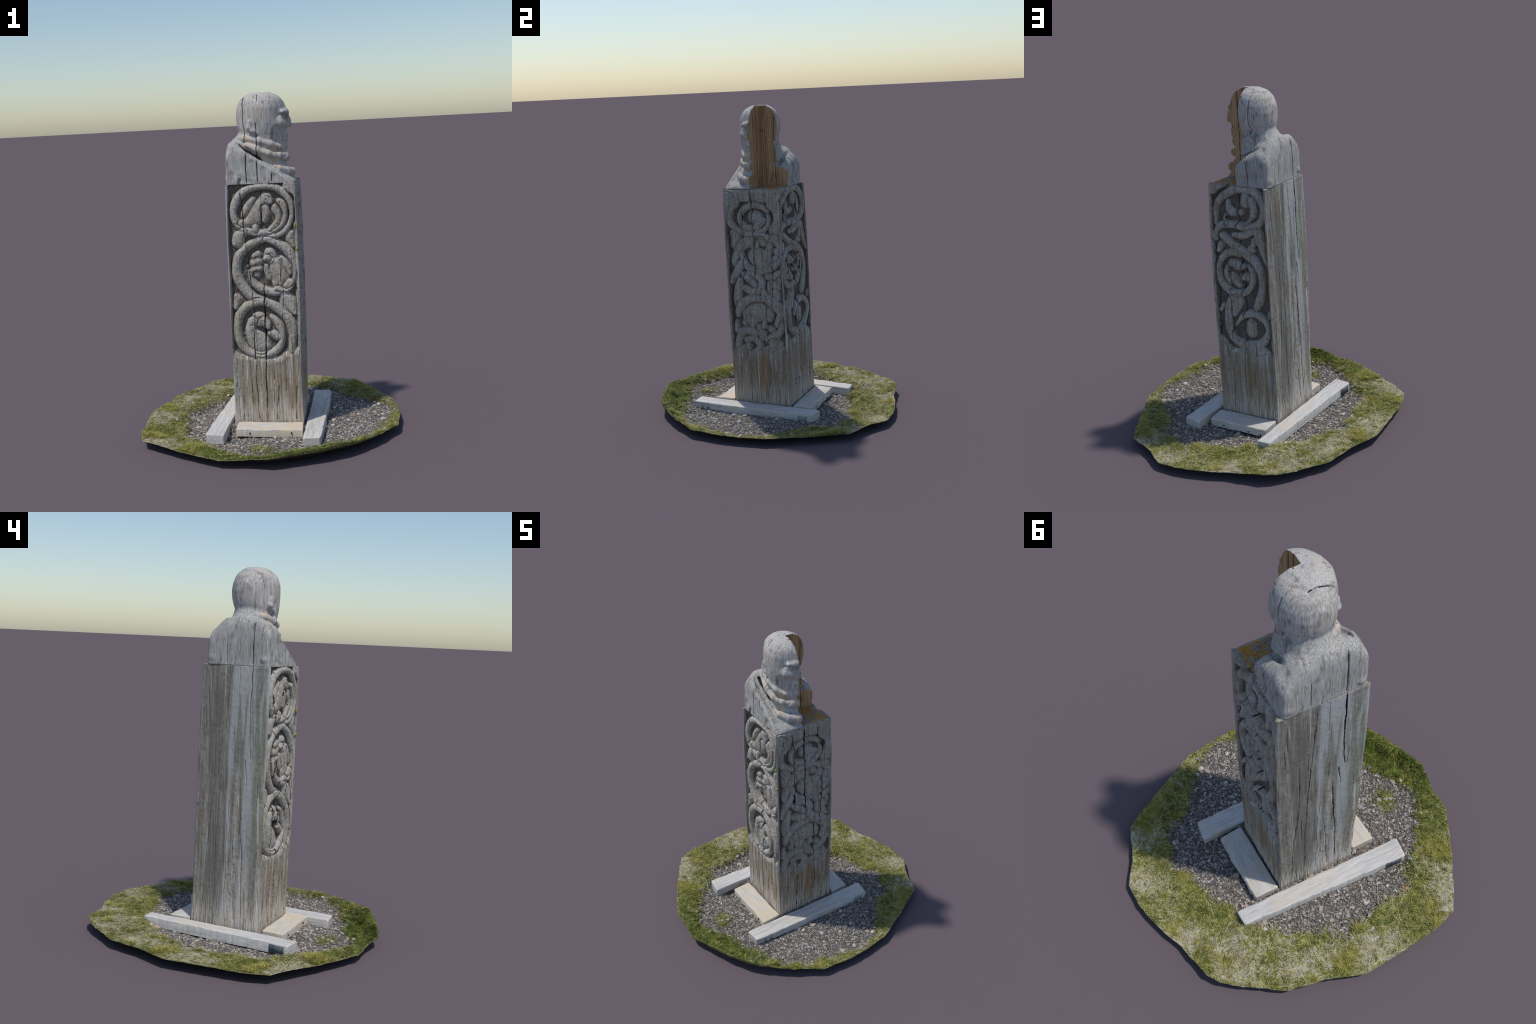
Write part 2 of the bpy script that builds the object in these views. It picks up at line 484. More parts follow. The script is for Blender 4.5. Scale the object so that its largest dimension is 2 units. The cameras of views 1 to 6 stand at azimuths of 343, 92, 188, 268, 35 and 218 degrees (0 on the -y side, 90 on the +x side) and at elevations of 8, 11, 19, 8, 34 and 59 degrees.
carve("AB", "carved_bird#2", 0.002, [(0.663, 0.865, 0.012), (0.694, 0.870, 0.015), (0.735, 0.860, 0.012)])
carve("AB", "carved_bird#2", -0.002, [(0.805, 0.884, 0.015), (0.861, 0.903, 0.020)])
carve("AB", "carved_leaf", -0.004, [(0.390, 1.059, 0.021), (0.428, 1.073, 0.020)])
carve("AB", "carved_leaf", -0.004, [(0.374, 1.020, 0.025), (0.430, 1.031, 0.024)])
carve("AB", "carved_leaf", -0.004, [(0.376, 0.981, 0.022), (0.432, 0.988, 0.022)])
carve("AB", "carved_leaf", -0.012, [(0.403, 0.951, 0.020)])
carve("AB", "carved_bird#3", -0.001, [(0.401, 0.696, 0.035), (0.423, 0.676, 0.032)])
carve("AB", "carved_bird#3", 0.001, [(0.472, 0.676, 0.025), (0.519, 0.655, 0.021), (0.536, 0.638, 0.012)])
carve("AB", "carved_bird#3", -0.005, [(0.313, 0.674, 0.027), (0.283, 0.625, 0.030), (0.316, 0.587, 0.040), (0.380, 0.554, 0.055), (0.414, 0.529, 0.047), (0.487, 0.524, 0.027)])
carve("AB", "carved_leaf", -0.002, [(0.221, 1.198, 0.027), (0.169, 1.174, 0.034), (0.148, 1.143, 0.032), (0.116, 1.135, 0.015)])
carve("AB", "carved_leaf", -0.004, [(0.916, 1.193, 0.017), (0.888, 1.163, 0.027), (0.910, 1.137, 0.019), (0.937, 1.112, 0.010)])
carve("AB", "carved_leaf", -0.004, [(0.095, 0.830, 0.012), (0.117, 0.805, 0.024), (0.096, 0.778, 0.017), (0.081, 0.756, 0.010)])
carve("AB", "carved_leaf", -0.003, [(0.785, 0.816, 0.027), (0.825, 0.791, 0.044), (0.870, 0.756, 0.030), (0.915, 0.722, 0.012)])
carve("AB", "carved_border", 0, [(0.896, 1.462, 0.029), (0.955, 1.447, 0.029), (0.988, 1.416, 0.014), (0.999, 1.375, 0.007)])
carve("BC", "carved_border", 0, [(0.046, 1.467, 0.070), (0.284, 1.460, 0.061), (0.560, 1.461, 0.059), (0.831, 1.456, 0.063), (0.963, 1.423, 0.049)])
carve("BC", "carved_vine", 0, [(0.069, 1.414, 0.045), (0.073, 1.347, 0.036), (0.080, 1.293, 0.024), (0.128, 1.245, 0.022), (0.242, 1.211, 0.021), (0.419, 1.191, 0.024), (0.576, 1.198, 0.019), (0.704, 1.221, 0.017), (0.779, 1.256, 0.015), (0.794, 1.293, 0.012), (0.775, 1.317, 0.008)])
carve("BC", "carved_vine", 0.001, [(0.419, 1.188, 0.022), (0.590, 1.185, 0.017), (0.726, 1.173, 0.021), (0.846, 1.158, 0.026), (0.923, 1.165, 0.026)])
carve("BC", "carved_vine", -0.002, [(0.772, 1.340, 0.015), (0.699, 1.364, 0.019), (0.592, 1.376, 0.021), (0.467, 1.373, 0.021), (0.353, 1.351, 0.021), (0.287, 1.316, 0.018), (0.281, 1.278, 0.018), (0.335, 1.246, 0.020), (0.442, 1.231, 0.018), (0.568, 1.238, 0.017), (0.657, 1.260, 0.017), (0.715, 1.285, 0.014)])
carve("BC", "carved_leaf", -0.002, [(0.532, 1.299, 0.044), (0.570, 1.294, 0.044)])
carve("BC", "carved_border", 0, [(0.957, 1.391, 0.044), (0.958, 1.313, 0.027), (0.933, 1.260, 0.030), (0.887, 1.215, 0.036)])
carve("BC", "carved_leaf", -0.003, [(0.128, 1.196, 0.020), (0.187, 1.167, 0.034), (0.157, 1.131, 0.025), (0.137, 1.103, 0.014)])
carve("BC", "carved_border", 0, [(0.184, 1.388, 0.034), (0.147, 1.358, 0.022)])
carve("BC", "carved_border", 0, [(0.864, 1.386, 0.036), (0.919, 1.352, 0.025)])
carve("BC", "carved_vine", 0, [(0.472, 1.136, 0.033), (0.362, 1.132, 0.035), (0.254, 1.095, 0.028), (0.175, 1.048, 0.024), (0.141, 1.006, 0.018), (0.141, 0.981, 0.010)])
carve("BC", "carved_vine", 0.001, [(0.280, 1.063, 0.015), (0.301, 1.022, 0.020), (0.353, 0.982, 0.021), (0.442, 0.956, 0.021), (0.588, 0.948, 0.022), (0.728, 0.962, 0.022), (0.847, 0.991, 0.022), (0.929, 1.027, 0.018), (0.953, 1.054, 0.011)])
carve("BC", "carved_bird#4", -0.001, [(0.520, 1.047, 0.053), (0.594, 1.032, 0.064), (0.656, 1.031, 0.058)])
carve("BC", "carved_bird#4", 0.001, [(0.793, 1.119, 0.022), (0.757, 1.083, 0.026), (0.715, 1.067, 0.025)])
carve("BC", "carved_bird#4", -0.006, [(0.631, 1.154, 0.025), (0.666, 1.136, 0.028)])
carve("BC", "carved_bird#4", -0.006, [(0.565, 1.134, 0.013), (0.553, 1.107, 0.013)])
carve("BC", "carved_vine", -0.002, [(0.886, 1.165, 0.026), (0.925, 1.131, 0.022), (0.951, 1.105, 0.014)])
carve("BC", "carved_vine", -0.006, [(0.887, 1.085, 0.021), (0.897, 1.059, 0.017)])
carve("BC", "carved_leaf", 0.001, [(0.887, 1.042, 0.015), (0.816, 1.028, 0.019), (0.759, 1.008, 0.014)])
carve("BC", "carved_vine", 0.002, [(0.255, 1.005, 0.015), (0.234, 0.975, 0.025), (0.165, 0.935, 0.025), (0.112, 0.901, 0.018), (0.083, 0.870, 0.014)])
carve("BC", "carved_vine", 0, [(0.220, 0.889, 0.017), (0.194, 0.847, 0.026), (0.170, 0.799, 0.028), (0.152, 0.758, 0.027), (0.139, 0.727, 0.016)])
carve("BC", "carved_vine", 0.001, [(0.376, 0.933, 0.017), (0.491, 0.925, 0.020), (0.587, 0.899, 0.022), (0.604, 0.861, 0.022), (0.551, 0.824, 0.024), (0.434, 0.814, 0.024), (0.343, 0.825, 0.024), (0.297, 0.835, 0.017)])
carve("BC", "carved_leaf", 0, [(0.296, 0.924, 0.018), (0.370, 0.895, 0.023), (0.451, 0.872, 0.024), (0.495, 0.853, 0.017)])
carve("BC", "carved_leaf", -0.001, [(0.712, 0.915, 0.022), (0.804, 0.914, 0.025), (0.915, 0.943, 0.022)])
carve("BC", "carved_leaf", -0.004, [(0.914, 0.897, 0.017), (0.925, 0.871, 0.011)])
carve("BC", "carved_leaf", -0.001, [(0.757, 0.867, 0.024), (0.782, 0.832, 0.033), (0.853, 0.804, 0.025), (0.900, 0.772, 0.011)])
carve("BC", "carved_leaf", -0.005, [(0.841, 0.869, 0.025), (0.897, 0.843, 0.017)])
carve("BC", "carved_vine", 0, [(0.150, 0.649, 0.017), (0.172, 0.686, 0.024), (0.249, 0.727, 0.027), (0.355, 0.757, 0.026), (0.480, 0.767, 0.023), (0.595, 0.766, 0.021)])
carve("BC", "carved_vine", 0.001, [(0.634, 0.813, 0.017), (0.673, 0.773, 0.031), (0.782, 0.746, 0.036), (0.867, 0.712, 0.035), (0.907, 0.680, 0.027), (0.877, 0.641, 0.024), (0.833, 0.601, 0.020)])
carve("BC", "carved_beast_head#1", 0, [(0.375, 0.646, 0.057), (0.488, 0.675, 0.059), (0.617, 0.667, 0.056), (0.689, 0.644, 0.031)])
carve("BC", "carved_beast_head#1", 0.003, [(0.395, 0.625, 0.031), (0.399, 0.600, 0.031)])
carve("BC", "carved_beast_head#1", -0.003, [(0.259, 0.596, 0.023)])
carve("BC", "carved_beast_head#1", -0.003, [(0.518, 0.575, 0.023)])
carve("BC", "carved_beast_head#1", -0.003, [(0.607, 0.608, 0.017), (0.603, 0.580, 0.017)])
carve("BC", "carved_beast_head#1", -0.004, [(0.678, 0.577, 0.017), (0.736, 0.562, 0.023)])
carve("BC", "carved_leaf", -0.003, [(0.116, 0.606, 0.013), (0.114, 0.569, 0.019), (0.093, 0.537, 0.012)])
carve("BC", "carved_vine", 0.001, [(0.442, 0.534, 0.023), (0.359, 0.545, 0.024), (0.235, 0.541, 0.026), (0.172, 0.514, 0.024), (0.127, 0.476, 0.023), (0.105, 0.435, 0.019), (0.105, 0.409, 0.010)])
carve("BC", "carved_leaf", 0, [(0.564, 0.529, 0.028), (0.567, 0.501, 0.017)])
carve("BC", "carved_vine", 0, [(0.920, 0.606, 0.014), (0.895, 0.567, 0.020), (0.829, 0.532, 0.024), (0.727, 0.506, 0.027), (0.664, 0.490, 0.023)])
carve("BC", "carved_vine", 0, [(0.280, 0.483, 0.022), (0.382, 0.495, 0.020), (0.472, 0.481, 0.023), (0.509, 0.452, 0.024), (0.485, 0.420, 0.024), (0.419, 0.392, 0.029), (0.382, 0.396, 0.020)])
carve("BC", "carved_vine", 0.001, [(0.304, 0.439, 0.023), (0.199, 0.413, 0.027), (0.099, 0.372, 0.032)])
carve("BC", "carved_leaf", -0.004, [(0.785, 0.450, 0.054), (0.777, 0.399, 0.057)])
carve("CD", "carved_border", 0, [(0.060, 1.446, 0.031), (0.141, 1.464, 0.023), (0.267, 1.478, 0.013)])
carve("CD", "carved_vine", 0, [(0.098, 1.251, 0.013), (0.099, 1.295, 0.015), (0.109, 1.337, 0.016), (0.147, 1.377, 0.020), (0.230, 1.410, 0.023), (0.350, 1.439, 0.023), (0.467, 1.460, 0.022), (0.595, 1.463, 0.022), (0.728, 1.463, 0.022), (0.834, 1.442, 0.021), (0.900, 1.407, 0.019), (0.930, 1.368, 0.018), (0.923, 1.330, 0.018), (0.880, 1.290, 0.020), (0.794, 1.259, 0.022), (0.688, 1.245, 0.024), (0.554, 1.245, 0.023), (0.405, 1.250, 0.021), (0.267, 1.246, 0.021), (0.157, 1.234, 0.021), (0.093, 1.203, 0.016), (0.067, 1.172, 0.014), (0.074, 1.150, 0.011)])
carve("CD", "carved_vine", -0.004, [(0.796, 1.231, 0.015), (0.683, 1.215, 0.018), (0.582, 1.196, 0.022), (0.483, 1.188, 0.018), (0.393, 1.191, 0.013)])
carve("CD", "carved_beast", -0.006, [(0.320, 1.382, 0.014), (0.326, 1.354, 0.019), (0.351, 1.328, 0.027), (0.418, 1.321, 0.022)])
carve("CD", "carved_beast", -0.006, [(0.270, 1.303, 0.009), (0.251, 1.282, 0.009), (0.284, 1.257, 0.012)])
carve("CD", "carved_beast", -0.012, [(0.532, 1.327, 0.020)])
carve("CD", "carved_beast", -0.004, [(0.624, 1.419, 0.025), (0.618, 1.388, 0.032)])
carve("CD", "carved_beast", -0.010, [(0.725, 1.407, 0.020), (0.747, 1.365, 0.025), (0.748, 1.329, 0.024), (0.705, 1.298, 0.014), (0.632, 1.264, 0.006)])
carve("CD", "carved_leaf", -0.002, [(0.830, 1.216, 0.028), (0.837, 1.172, 0.031), (0.865, 1.162, 0.024), (0.886, 1.120, 0.019), (0.923, 1.078, 0.013), (0.954, 1.046, 0.008)])
carve("CD", "carved_leaf", -0.003, [(0.750, 1.178, 0.013), (0.729, 1.146, 0.015), (0.665, 1.118, 0.017), (0.731, 1.114, 0.014)])
carve("CD", "carved_vine", 0, [(0.192, 1.177, 0.021), (0.294, 1.150, 0.023), (0.381, 1.127, 0.023), (0.498, 1.106, 0.025), (0.599, 1.082, 0.029), (0.699, 1.060, 0.029), (0.775, 1.028, 0.025), (0.827, 0.989, 0.022), (0.850, 0.950, 0.020), (0.850, 0.908, 0.019), (0.820, 0.863, 0.021), (0.810, 0.846, 0.022), (0.774, 0.808, 0.025), (0.731, 0.774, 0.020)])
carve("CD", "carved_leaf", -0.004, [(0.150, 1.120, 0.022), (0.112, 1.085, 0.016)])
carve("CD", "carved_vine", -0.001, [(0.471, 1.080, 0.019), (0.358, 1.084, 0.020), (0.248, 1.070, 0.022), (0.157, 1.040, 0.019), (0.107, 1.002, 0.015), (0.091, 0.960, 0.015), (0.095, 0.917, 0.017), (0.135, 0.881, 0.021), (0.222, 0.853, 0.022), (0.326, 0.834, 0.022), (0.449, 0.837, 0.021), (0.558, 0.854, 0.019), (0.639, 0.887, 0.016), (0.676, 0.927, 0.019), (0.689, 0.963, 0.018), (0.673, 0.994, 0.015), (0.632, 1.019, 0.010)])
carve("CD", "carved_beast#2", -0.004, [(0.314, 1.016, 0.024), (0.397, 1.008, 0.030), (0.471, 1.000, 0.020), (0.541, 1.009, 0.016)])
carve("CD", "carved_beast#2", -0.010, [(0.232, 0.989, 0.013), (0.210, 0.952, 0.016), (0.228, 0.922, 0.017), (0.277, 0.897, 0.016)])
carve("CD", "carved_beast#2", -0.010, [(0.323, 0.938, 0.021), (0.385, 0.904, 0.025), (0.428, 0.886, 0.018)])
carve("CD", "carved_leaf", -0.006, [(0.574, 0.943, 0.027), (0.483, 0.938, 0.017)])
carve("CD", "carved_leaf", -0.006, [(0.395, 0.790, 0.037), (0.348, 0.740, 0.029), (0.325, 0.700, 0.016)])
carve("CD", "carved_vine", 0, [(0.290, 0.801, 0.019), (0.243, 0.759, 0.023), (0.218, 0.708, 0.024), (0.210, 0.660, 0.024), (0.215, 0.608, 0.023), (0.254, 0.563, 0.024), (0.326, 0.536, 0.025), (0.431, 0.521, 0.027), (0.560, 0.520, 0.027), (0.690, 0.530, 0.026), (0.806, 0.560, 0.023), (0.888, 0.606, 0.019), (0.917, 0.647, 0.017), (0.886, 0.683, 0.018), (0.816, 0.709, 0.019), (0.715, 0.725, 0.021), (0.595, 0.721, 0.021), (0.485, 0.701, 0.017), (0.411, 0.669, 0.011), (0.360, 0.639, 0.008)])
carve("CD", "carved_leaf", -0.006, [(0.133, 0.749, 0.013), (0.087, 0.715, 0.013)])
carve("CD", "carved_leaf", -0.008, [(0.605, 0.652, 0.035), (0.597, 0.605, 0.036)])
carve("CD", "carved_leaf", -0.006, [(0.949, 0.754, 0.010), (0.936, 0.722, 0.013)])
split("AB", [(0.215, 1.476, 0.0019), (0.214, 1.412, 0.0024), (0.229, 1.328, 0.0034), (0.241, 1.267, 0.0039), (0.252, 1.195, 0.0034), (0.263, 1.132, 0.0029), (0.272, 1.104, 0.0029), (0.282, 1.053, 0.0020), (0.312, 0.957, 0.0025), (0.331, 0.847, 0.0020), (0.344, 0.736, 0.0020), (0.346, 0.637, 0.0020), (0.329, 0.537, 0.0025), (0.332, 0.447, 0.0025)])
split("AB", [(0.503, 1.478, 0.0019), (0.505, 1.383, 0.0015), (0.504, 1.288, 0.0039), (0.499, 1.216, 0.0019), (0.490, 1.129, 0.0015)])
split("AB", [(0.758, 1.474, 0.0019), (0.759, 1.427, 0.0015)])
split("AB", [(0.700, 1.273, 0.0015), (0.698, 1.165, 0.0019), (0.693, 1.123, 0.0019)])
split("AB", [(0.755, 1.049, 0.0015), (0.749, 0.965, 0.0020), (0.740, 0.904, 0.0015)])
split("AB", [(0.501, 0.894, 0.0034), (0.495, 0.806, 0.0035), (0.493, 0.760, 0.0035), (0.495, 0.661, 0.0040), (0.491, 0.561, 0.0035), (0.488, 0.446, 0.0040)])
split("AB", [(0.774, 0.879, 0.0015), (0.763, 0.803, 0.0017), (0.747, 0.683, 0.0015)])
split("BC", [(0.500, 1.474, 0.0028), (0.490, 1.442, 0.0044), (0.499, 1.402, 0.0050), (0.504, 1.363, 0.0050), (0.511, 1.339, 0.0044), (0.497, 1.301, 0.0028), (0.502, 1.261, 0.0033), (0.514, 1.221, 0.0039), (0.501, 1.189, 0.0039), (0.529, 1.149, 0.0044), (0.523, 1.114, 0.0039), (0.502, 1.080, 0.0028), (0.500, 1.025, 0.0028), (0.510, 0.971, 0.0034), (0.503, 0.903, 0.0028), (0.525, 0.854, 0.0022), (0.505, 0.779, 0.0017), (0.518, 0.717, 0.0017)])
split("BC", [(0.324, 1.370, 0.0028), (0.324, 1.321, 0.0028), (0.322, 1.241, 0.0033), (0.307, 1.179, 0.0028), (0.336, 1.160, 0.0022), (0.313, 1.118, 0.0022), (0.333, 1.050, 0.0022), (0.316, 0.995, 0.0025), (0.330, 0.941, 0.0025), (0.292, 0.899, 0.0023)])
split("BC", [(0.843, 1.138, 0.0022), (0.820, 1.031, 0.0028), (0.809, 0.922, 0.0028), (0.785, 0.786, 0.0028), (0.770, 0.718, 0.0022)])
split("BC", [(0.676, 0.790, 0.0022), (0.658, 0.660, 0.0028), (0.675, 0.605, 0.0023), (0.672, 0.493, 0.0017), (0.681, 0.410, 0.0023)])
split("BC", [(0.125, 1.459, 0.0014), (0.102, 1.347, 0.0014)])
split("BC", [(0.270, 1.468, 0.0017), (0.293, 1.375, 0.0017)])
split("BC", [(0.748, 1.469, 0.0014), (0.740, 1.404, 0.0014)])
split("CD", [(0.494, 1.480, 0.0022), (0.481, 1.456, 0.0025), (0.505, 1.421, 0.0035), (0.507, 1.373, 0.0029), (0.470, 1.319, 0.0022), (0.509, 1.282, 0.0032), (0.465, 1.251, 0.0042), (0.466, 1.214, 0.0035), (0.469, 1.173, 0.0042), (0.488, 1.172, 0.0048), (0.476, 1.110, 0.0032), (0.469, 1.072, 0.0039), (0.510, 1.045, 0.0042), (0.478, 0.998, 0.0042), (0.494, 0.961, 0.0039), (0.481, 0.928, 0.0039), (0.536, 0.901, 0.0042), (0.515, 0.869, 0.0042), (0.487, 0.839, 0.0039), (0.520, 0.808, 0.0039), (0.526, 0.799, 0.0046), (0.548, 0.757, 0.0046), (0.503, 0.712, 0.0043), (0.531, 0.678, 0.0033), (0.494, 0.623, 0.0027), (0.523, 0.567, 0.0030), (0.493, 0.531, 0.0033), (0.510, 0.492, 0.0030), (0.487, 0.426, 0.0020)])
split("CD", [(0.269, 1.471, 0.0018), (0.262, 1.399, 0.0023), (0.276, 1.315, 0.0026), (0.264, 1.234, 0.0031), (0.273, 1.161, 0.0016), (0.292, 1.100, 0.0021), (0.267, 1.049, 0.0026), (0.271, 1.011, 0.0021), (0.253, 0.934, 0.0021)])
split("CD", [(0.306, 0.950, 0.0026), (0.294, 0.886, 0.0027), (0.292, 0.793, 0.0032), (0.278, 0.717, 0.0032), (0.291, 0.640, 0.0022), (0.279, 0.573, 0.0033), (0.300, 0.521, 0.0022)])
split("CD", [(0.710, 1.484, 0.0025), (0.711, 1.430, 0.0020), (0.697, 1.358, 0.0020), (0.696, 1.291, 0.0018)])
split("CD", [(0.691, 1.097, 0.0026), (0.671, 1.047, 0.0021), (0.667, 0.984, 0.0021), (0.636, 0.869, 0.0016)])
split("CD", [(0.693, 0.552, 0.0027), (0.698, 0.513, 0.0027), (0.714, 0.474, 0.0024)])
split("DA", [(0.740, 1.478, 0.0031), (0.742, 1.396, 0.0031), (0.740, 1.304, 0.0028), (0.747, 1.120, 0.0024), (0.774, 0.991, 0.0015)])
split("DA", [(0.703, 0.988, 0.0017), (0.735, 0.849, 0.0013)])
split("DA", [(0.639, 0.883, 0.0015), (0.672, 0.647, 0.0021), (0.713, 0.458, 0.0017), (0.751, 0.121, 0.0013)])
split("DA", [(0.440, 1.471, 0.0012), (0.407, 1.249, 0.0015), (0.362, 0.919, 0.0014), (0.325, 0.533, 0.0012), (0.341, 0.142, 0.0012)])
split("DA", [(0.252, 1.104, 0.0011), (0.242, 0.722, 0.0013), (0.176, 0.427, 0.0013), (0.159, 0.129, 0.0012)])
split("DA", [(0.572, 0.546, 0.0011), (0.643, 0.113, 0.0014)])
split("DA", [(0.472, 0.637, 0.0011), (0.482, 0.112, 0.0013)])
split("AB", [(0.485, 0.484, 0.0026), (0.480, 0.306, 0.0028), (0.482, 0.185, 0.0022), (0.482, 0.069, 0.0018)])
split("AB", [(0.335, 0.485, 0.0020), (0.336, 0.328, 0.0020), (0.357, 0.199, 0.0016), (0.362, 0.077, 0.0014)])
split("AB", [(0.615, 0.441, 0.0014), (0.595, 0.328, 0.0014)])
split("AB", [(0.659, 0.285, 0.0014), (0.635, 0.170, 0.0018), (0.621, 0.077, 0.0016)])
split("AB", [(0.769, 0.440, 0.0015), (0.759, 0.256, 0.0013)])
split("AB", [(0.916, 0.284, 0.0014), (0.896, 0.084, 0.0016)])
split("AB", [(0.143, 0.228, 0.0013), (0.136, 0.077, 0.0016)])
split("AB", [(0.267, 0.329, 0.0012), (0.276, 0.171, 0.0014)])
split("BC", [(0.345, 0.351, 0.0016), (0.335, 0.216, 0.0020), (0.325, 0.080, 0.0016)])
split("BC", [(0.685, 0.364, 0.0018), (0.671, 0.214, 0.0016), (0.608, 0.077, 0.0013)])
split("BC", [(0.496, 0.231, 0.0013), (0.480, 0.087, 0.0013)])
split("BC", [(0.819, 0.165, 0.0013), (0.815, 0.078, 0.0016)])
split("CD", [(0.491, 0.470, 0.0030), (0.481, 0.345, 0.0026), (0.481, 0.202, 0.0020), (0.484, 0.084, 0.0016)])
split("CD", [(0.285, 0.437, 0.0016), (0.262, 0.242, 0.0020), (0.248, 0.095, 0.0014)])
split("CD", [(0.700, 0.471, 0.0018), (0.634, 0.284, 0.0014)])
split("CD", [(0.845, 0.302, 0.0014), (0.838, 0.118, 0.0016)])


incised = {f: np.zeros((NZ, NS)) for f in SIDES}


def incise(face, depth, pts):
    """A chiselled line: points are (share of width, height, half width)."""
    G = incised[face]

    def visit(win, d, r):
        G[win] = np.maximum(G[win], depth * np.clip(1.2 - d / r, 0, 1))
    along(smooth_path(pts, 0.004), face, visit)


def ring(cx, cz, rx, rz, w, a0=0, a1=360, n=12):
    return [(cx + rx * math.cos(math.radians(a)) / SIDE_W, cz + rz * math.sin(math.radians(a)), w) for a in np.linspace(a0, a1, n)]


incise("AB", .005, [(0.556, 1.406, 0.0034), (0.605, 1.408, 0.0039), (0.634, 1.395, 0.0034)])
incise("AB", .004, [(0.460, 1.370, 0.0034), (0.484, 1.357, 0.0039), (0.544, 1.354, 0.0039), (0.581, 1.358, 0.0034)])
incise("AB", .004, [(0.573, 1.394, 0.0029), (0.578, 1.384, 0.0029)])
incise("AB", .004, [(0.550, 1.064, 0.0034), (0.575, 1.073, 0.0034), (0.612, 1.076, 0.0039), (0.648, 1.068, 0.0034), (0.634, 1.056, 0.0029), (0.597, 1.052, 0.0029), (0.561, 1.059, 0.0029)])
incise("AB", .003, [(0.605, 1.066, 0.0029), (0.620, 1.064, 0.0029)])
incise("AB", .004, [(0.511, 1.040, 0.0029), (0.560, 1.042, 0.0034), (0.590, 1.037, 0.0029)])
incise("AB", .006, [(0.352, 1.042, 0.0044), (0.402, 1.051, 0.0044), (0.451, 1.054, 0.0039)])
incise("AB", .006, [(0.347, 0.996, 0.0044), (0.397, 1.003, 0.0044), (0.458, 1.001, 0.0039)])
incise("AB", .005, [(0.747, 1.028, 0.0034), (0.797, 0.988, 0.0039), (0.842, 0.951, 0.0034)])
incise("AB", .004, [(0.629, 1.010, 0.0029), (0.631, 0.966, 0.0029), (0.609, 0.930, 0.0029)])
incise("AB", .005, [(0.376, 0.696, 0.0035), (0.414, 0.701, 0.0035), (0.462, 0.693, 0.0035)])
incise("AB", .005, [(0.436, 0.676, 0.0040), (0.473, 0.679, 0.0040), (0.497, 0.675, 0.0035)])
incise("AB", .004, [(0.410, 0.664, 0.0030), (0.446, 0.663, 0.0035), (0.478, 0.668, 0.0030)])
incise("AB", .005, [(0.280, 0.652, 0.0035), (0.317, 0.654, 0.0040), (0.364, 0.639, 0.0040)])
incise("BC", .006, [(0.326, 0.626, 0.0051), (0.374, 0.639, 0.0051), (0.436, 0.641, 0.0045), (0.473, 0.630, 0.0040)])
incise("BC", .005, [(0.337, 0.598, 0.0046), (0.400, 0.609, 0.0046), (0.453, 0.604, 0.0040)])
incise("BC", .004, [(0.366, 0.590, 0.0034), (0.413, 0.594, 0.0034)])
incise("BC", .006, [(0.294, 0.619, 0.0046), (0.298, 0.600, 0.0051), (0.327, 0.584, 0.0051)])
incise("BC", .005, [(0.401, 1.269, 0.0045), (0.447, 1.261, 0.0050), (0.510, 1.261, 0.0044)])
incise("BC", .007, [(0.582, 1.275, 0.0083), (0.597, 1.273, 0.0083)])
incise("BC", .005, [(0.410, 1.317, 0.0039), (0.423, 1.301, 0.0039)])
incise("BC", .005, [(0.688, 1.088, 0.0050), (0.725, 1.075, 0.0044), (0.771, 1.078, 0.0039)])
incise("BC", .005, [(0.607, 1.154, 0.0044), (0.603, 1.127, 0.0050), (0.591, 1.105, 0.0044)])
incise("CD", .006, [(0.545, 1.397, 0.0046), (0.574, 1.391, 0.0051), (0.605, 1.397, 0.0036)])
incise("CD", .006, [(0.642, 1.398, 0.0036), (0.664, 1.394, 0.0051), (0.687, 1.403, 0.0035)])
incise("CD", .005, [(0.526, 1.374, 0.0036), (0.608, 1.375, 0.0041), (0.684, 1.383, 0.0036)])
incise("CD", .005, [(0.389, 1.008, 0.0037), (0.436, 1.016, 0.0042), (0.474, 1.015, 0.0037)])
incise("CD", .005, [(0.325, 0.989, 0.0037), (0.394, 0.991, 0.0042), (0.455, 0.997, 0.0037)])
incise("CD", .004, [(0.278, 0.986, 0.0037), (0.326, 0.994, 0.0037)])



def blur(a, passes):
    for _ in range(passes):
        b = np.pad(a, 1, mode="edge")
        a = (b[1:-1, :-2] + 2 * b[1:-1, 1:-1] + b[1:-1, 2:]) / 4
        b = np.pad(a, 1, mode="edge")
        a = (b[:-2, 1:-1] + 2 * b[1:-1, 1:-1] + b[2:, 1:-1]) / 4
    return a


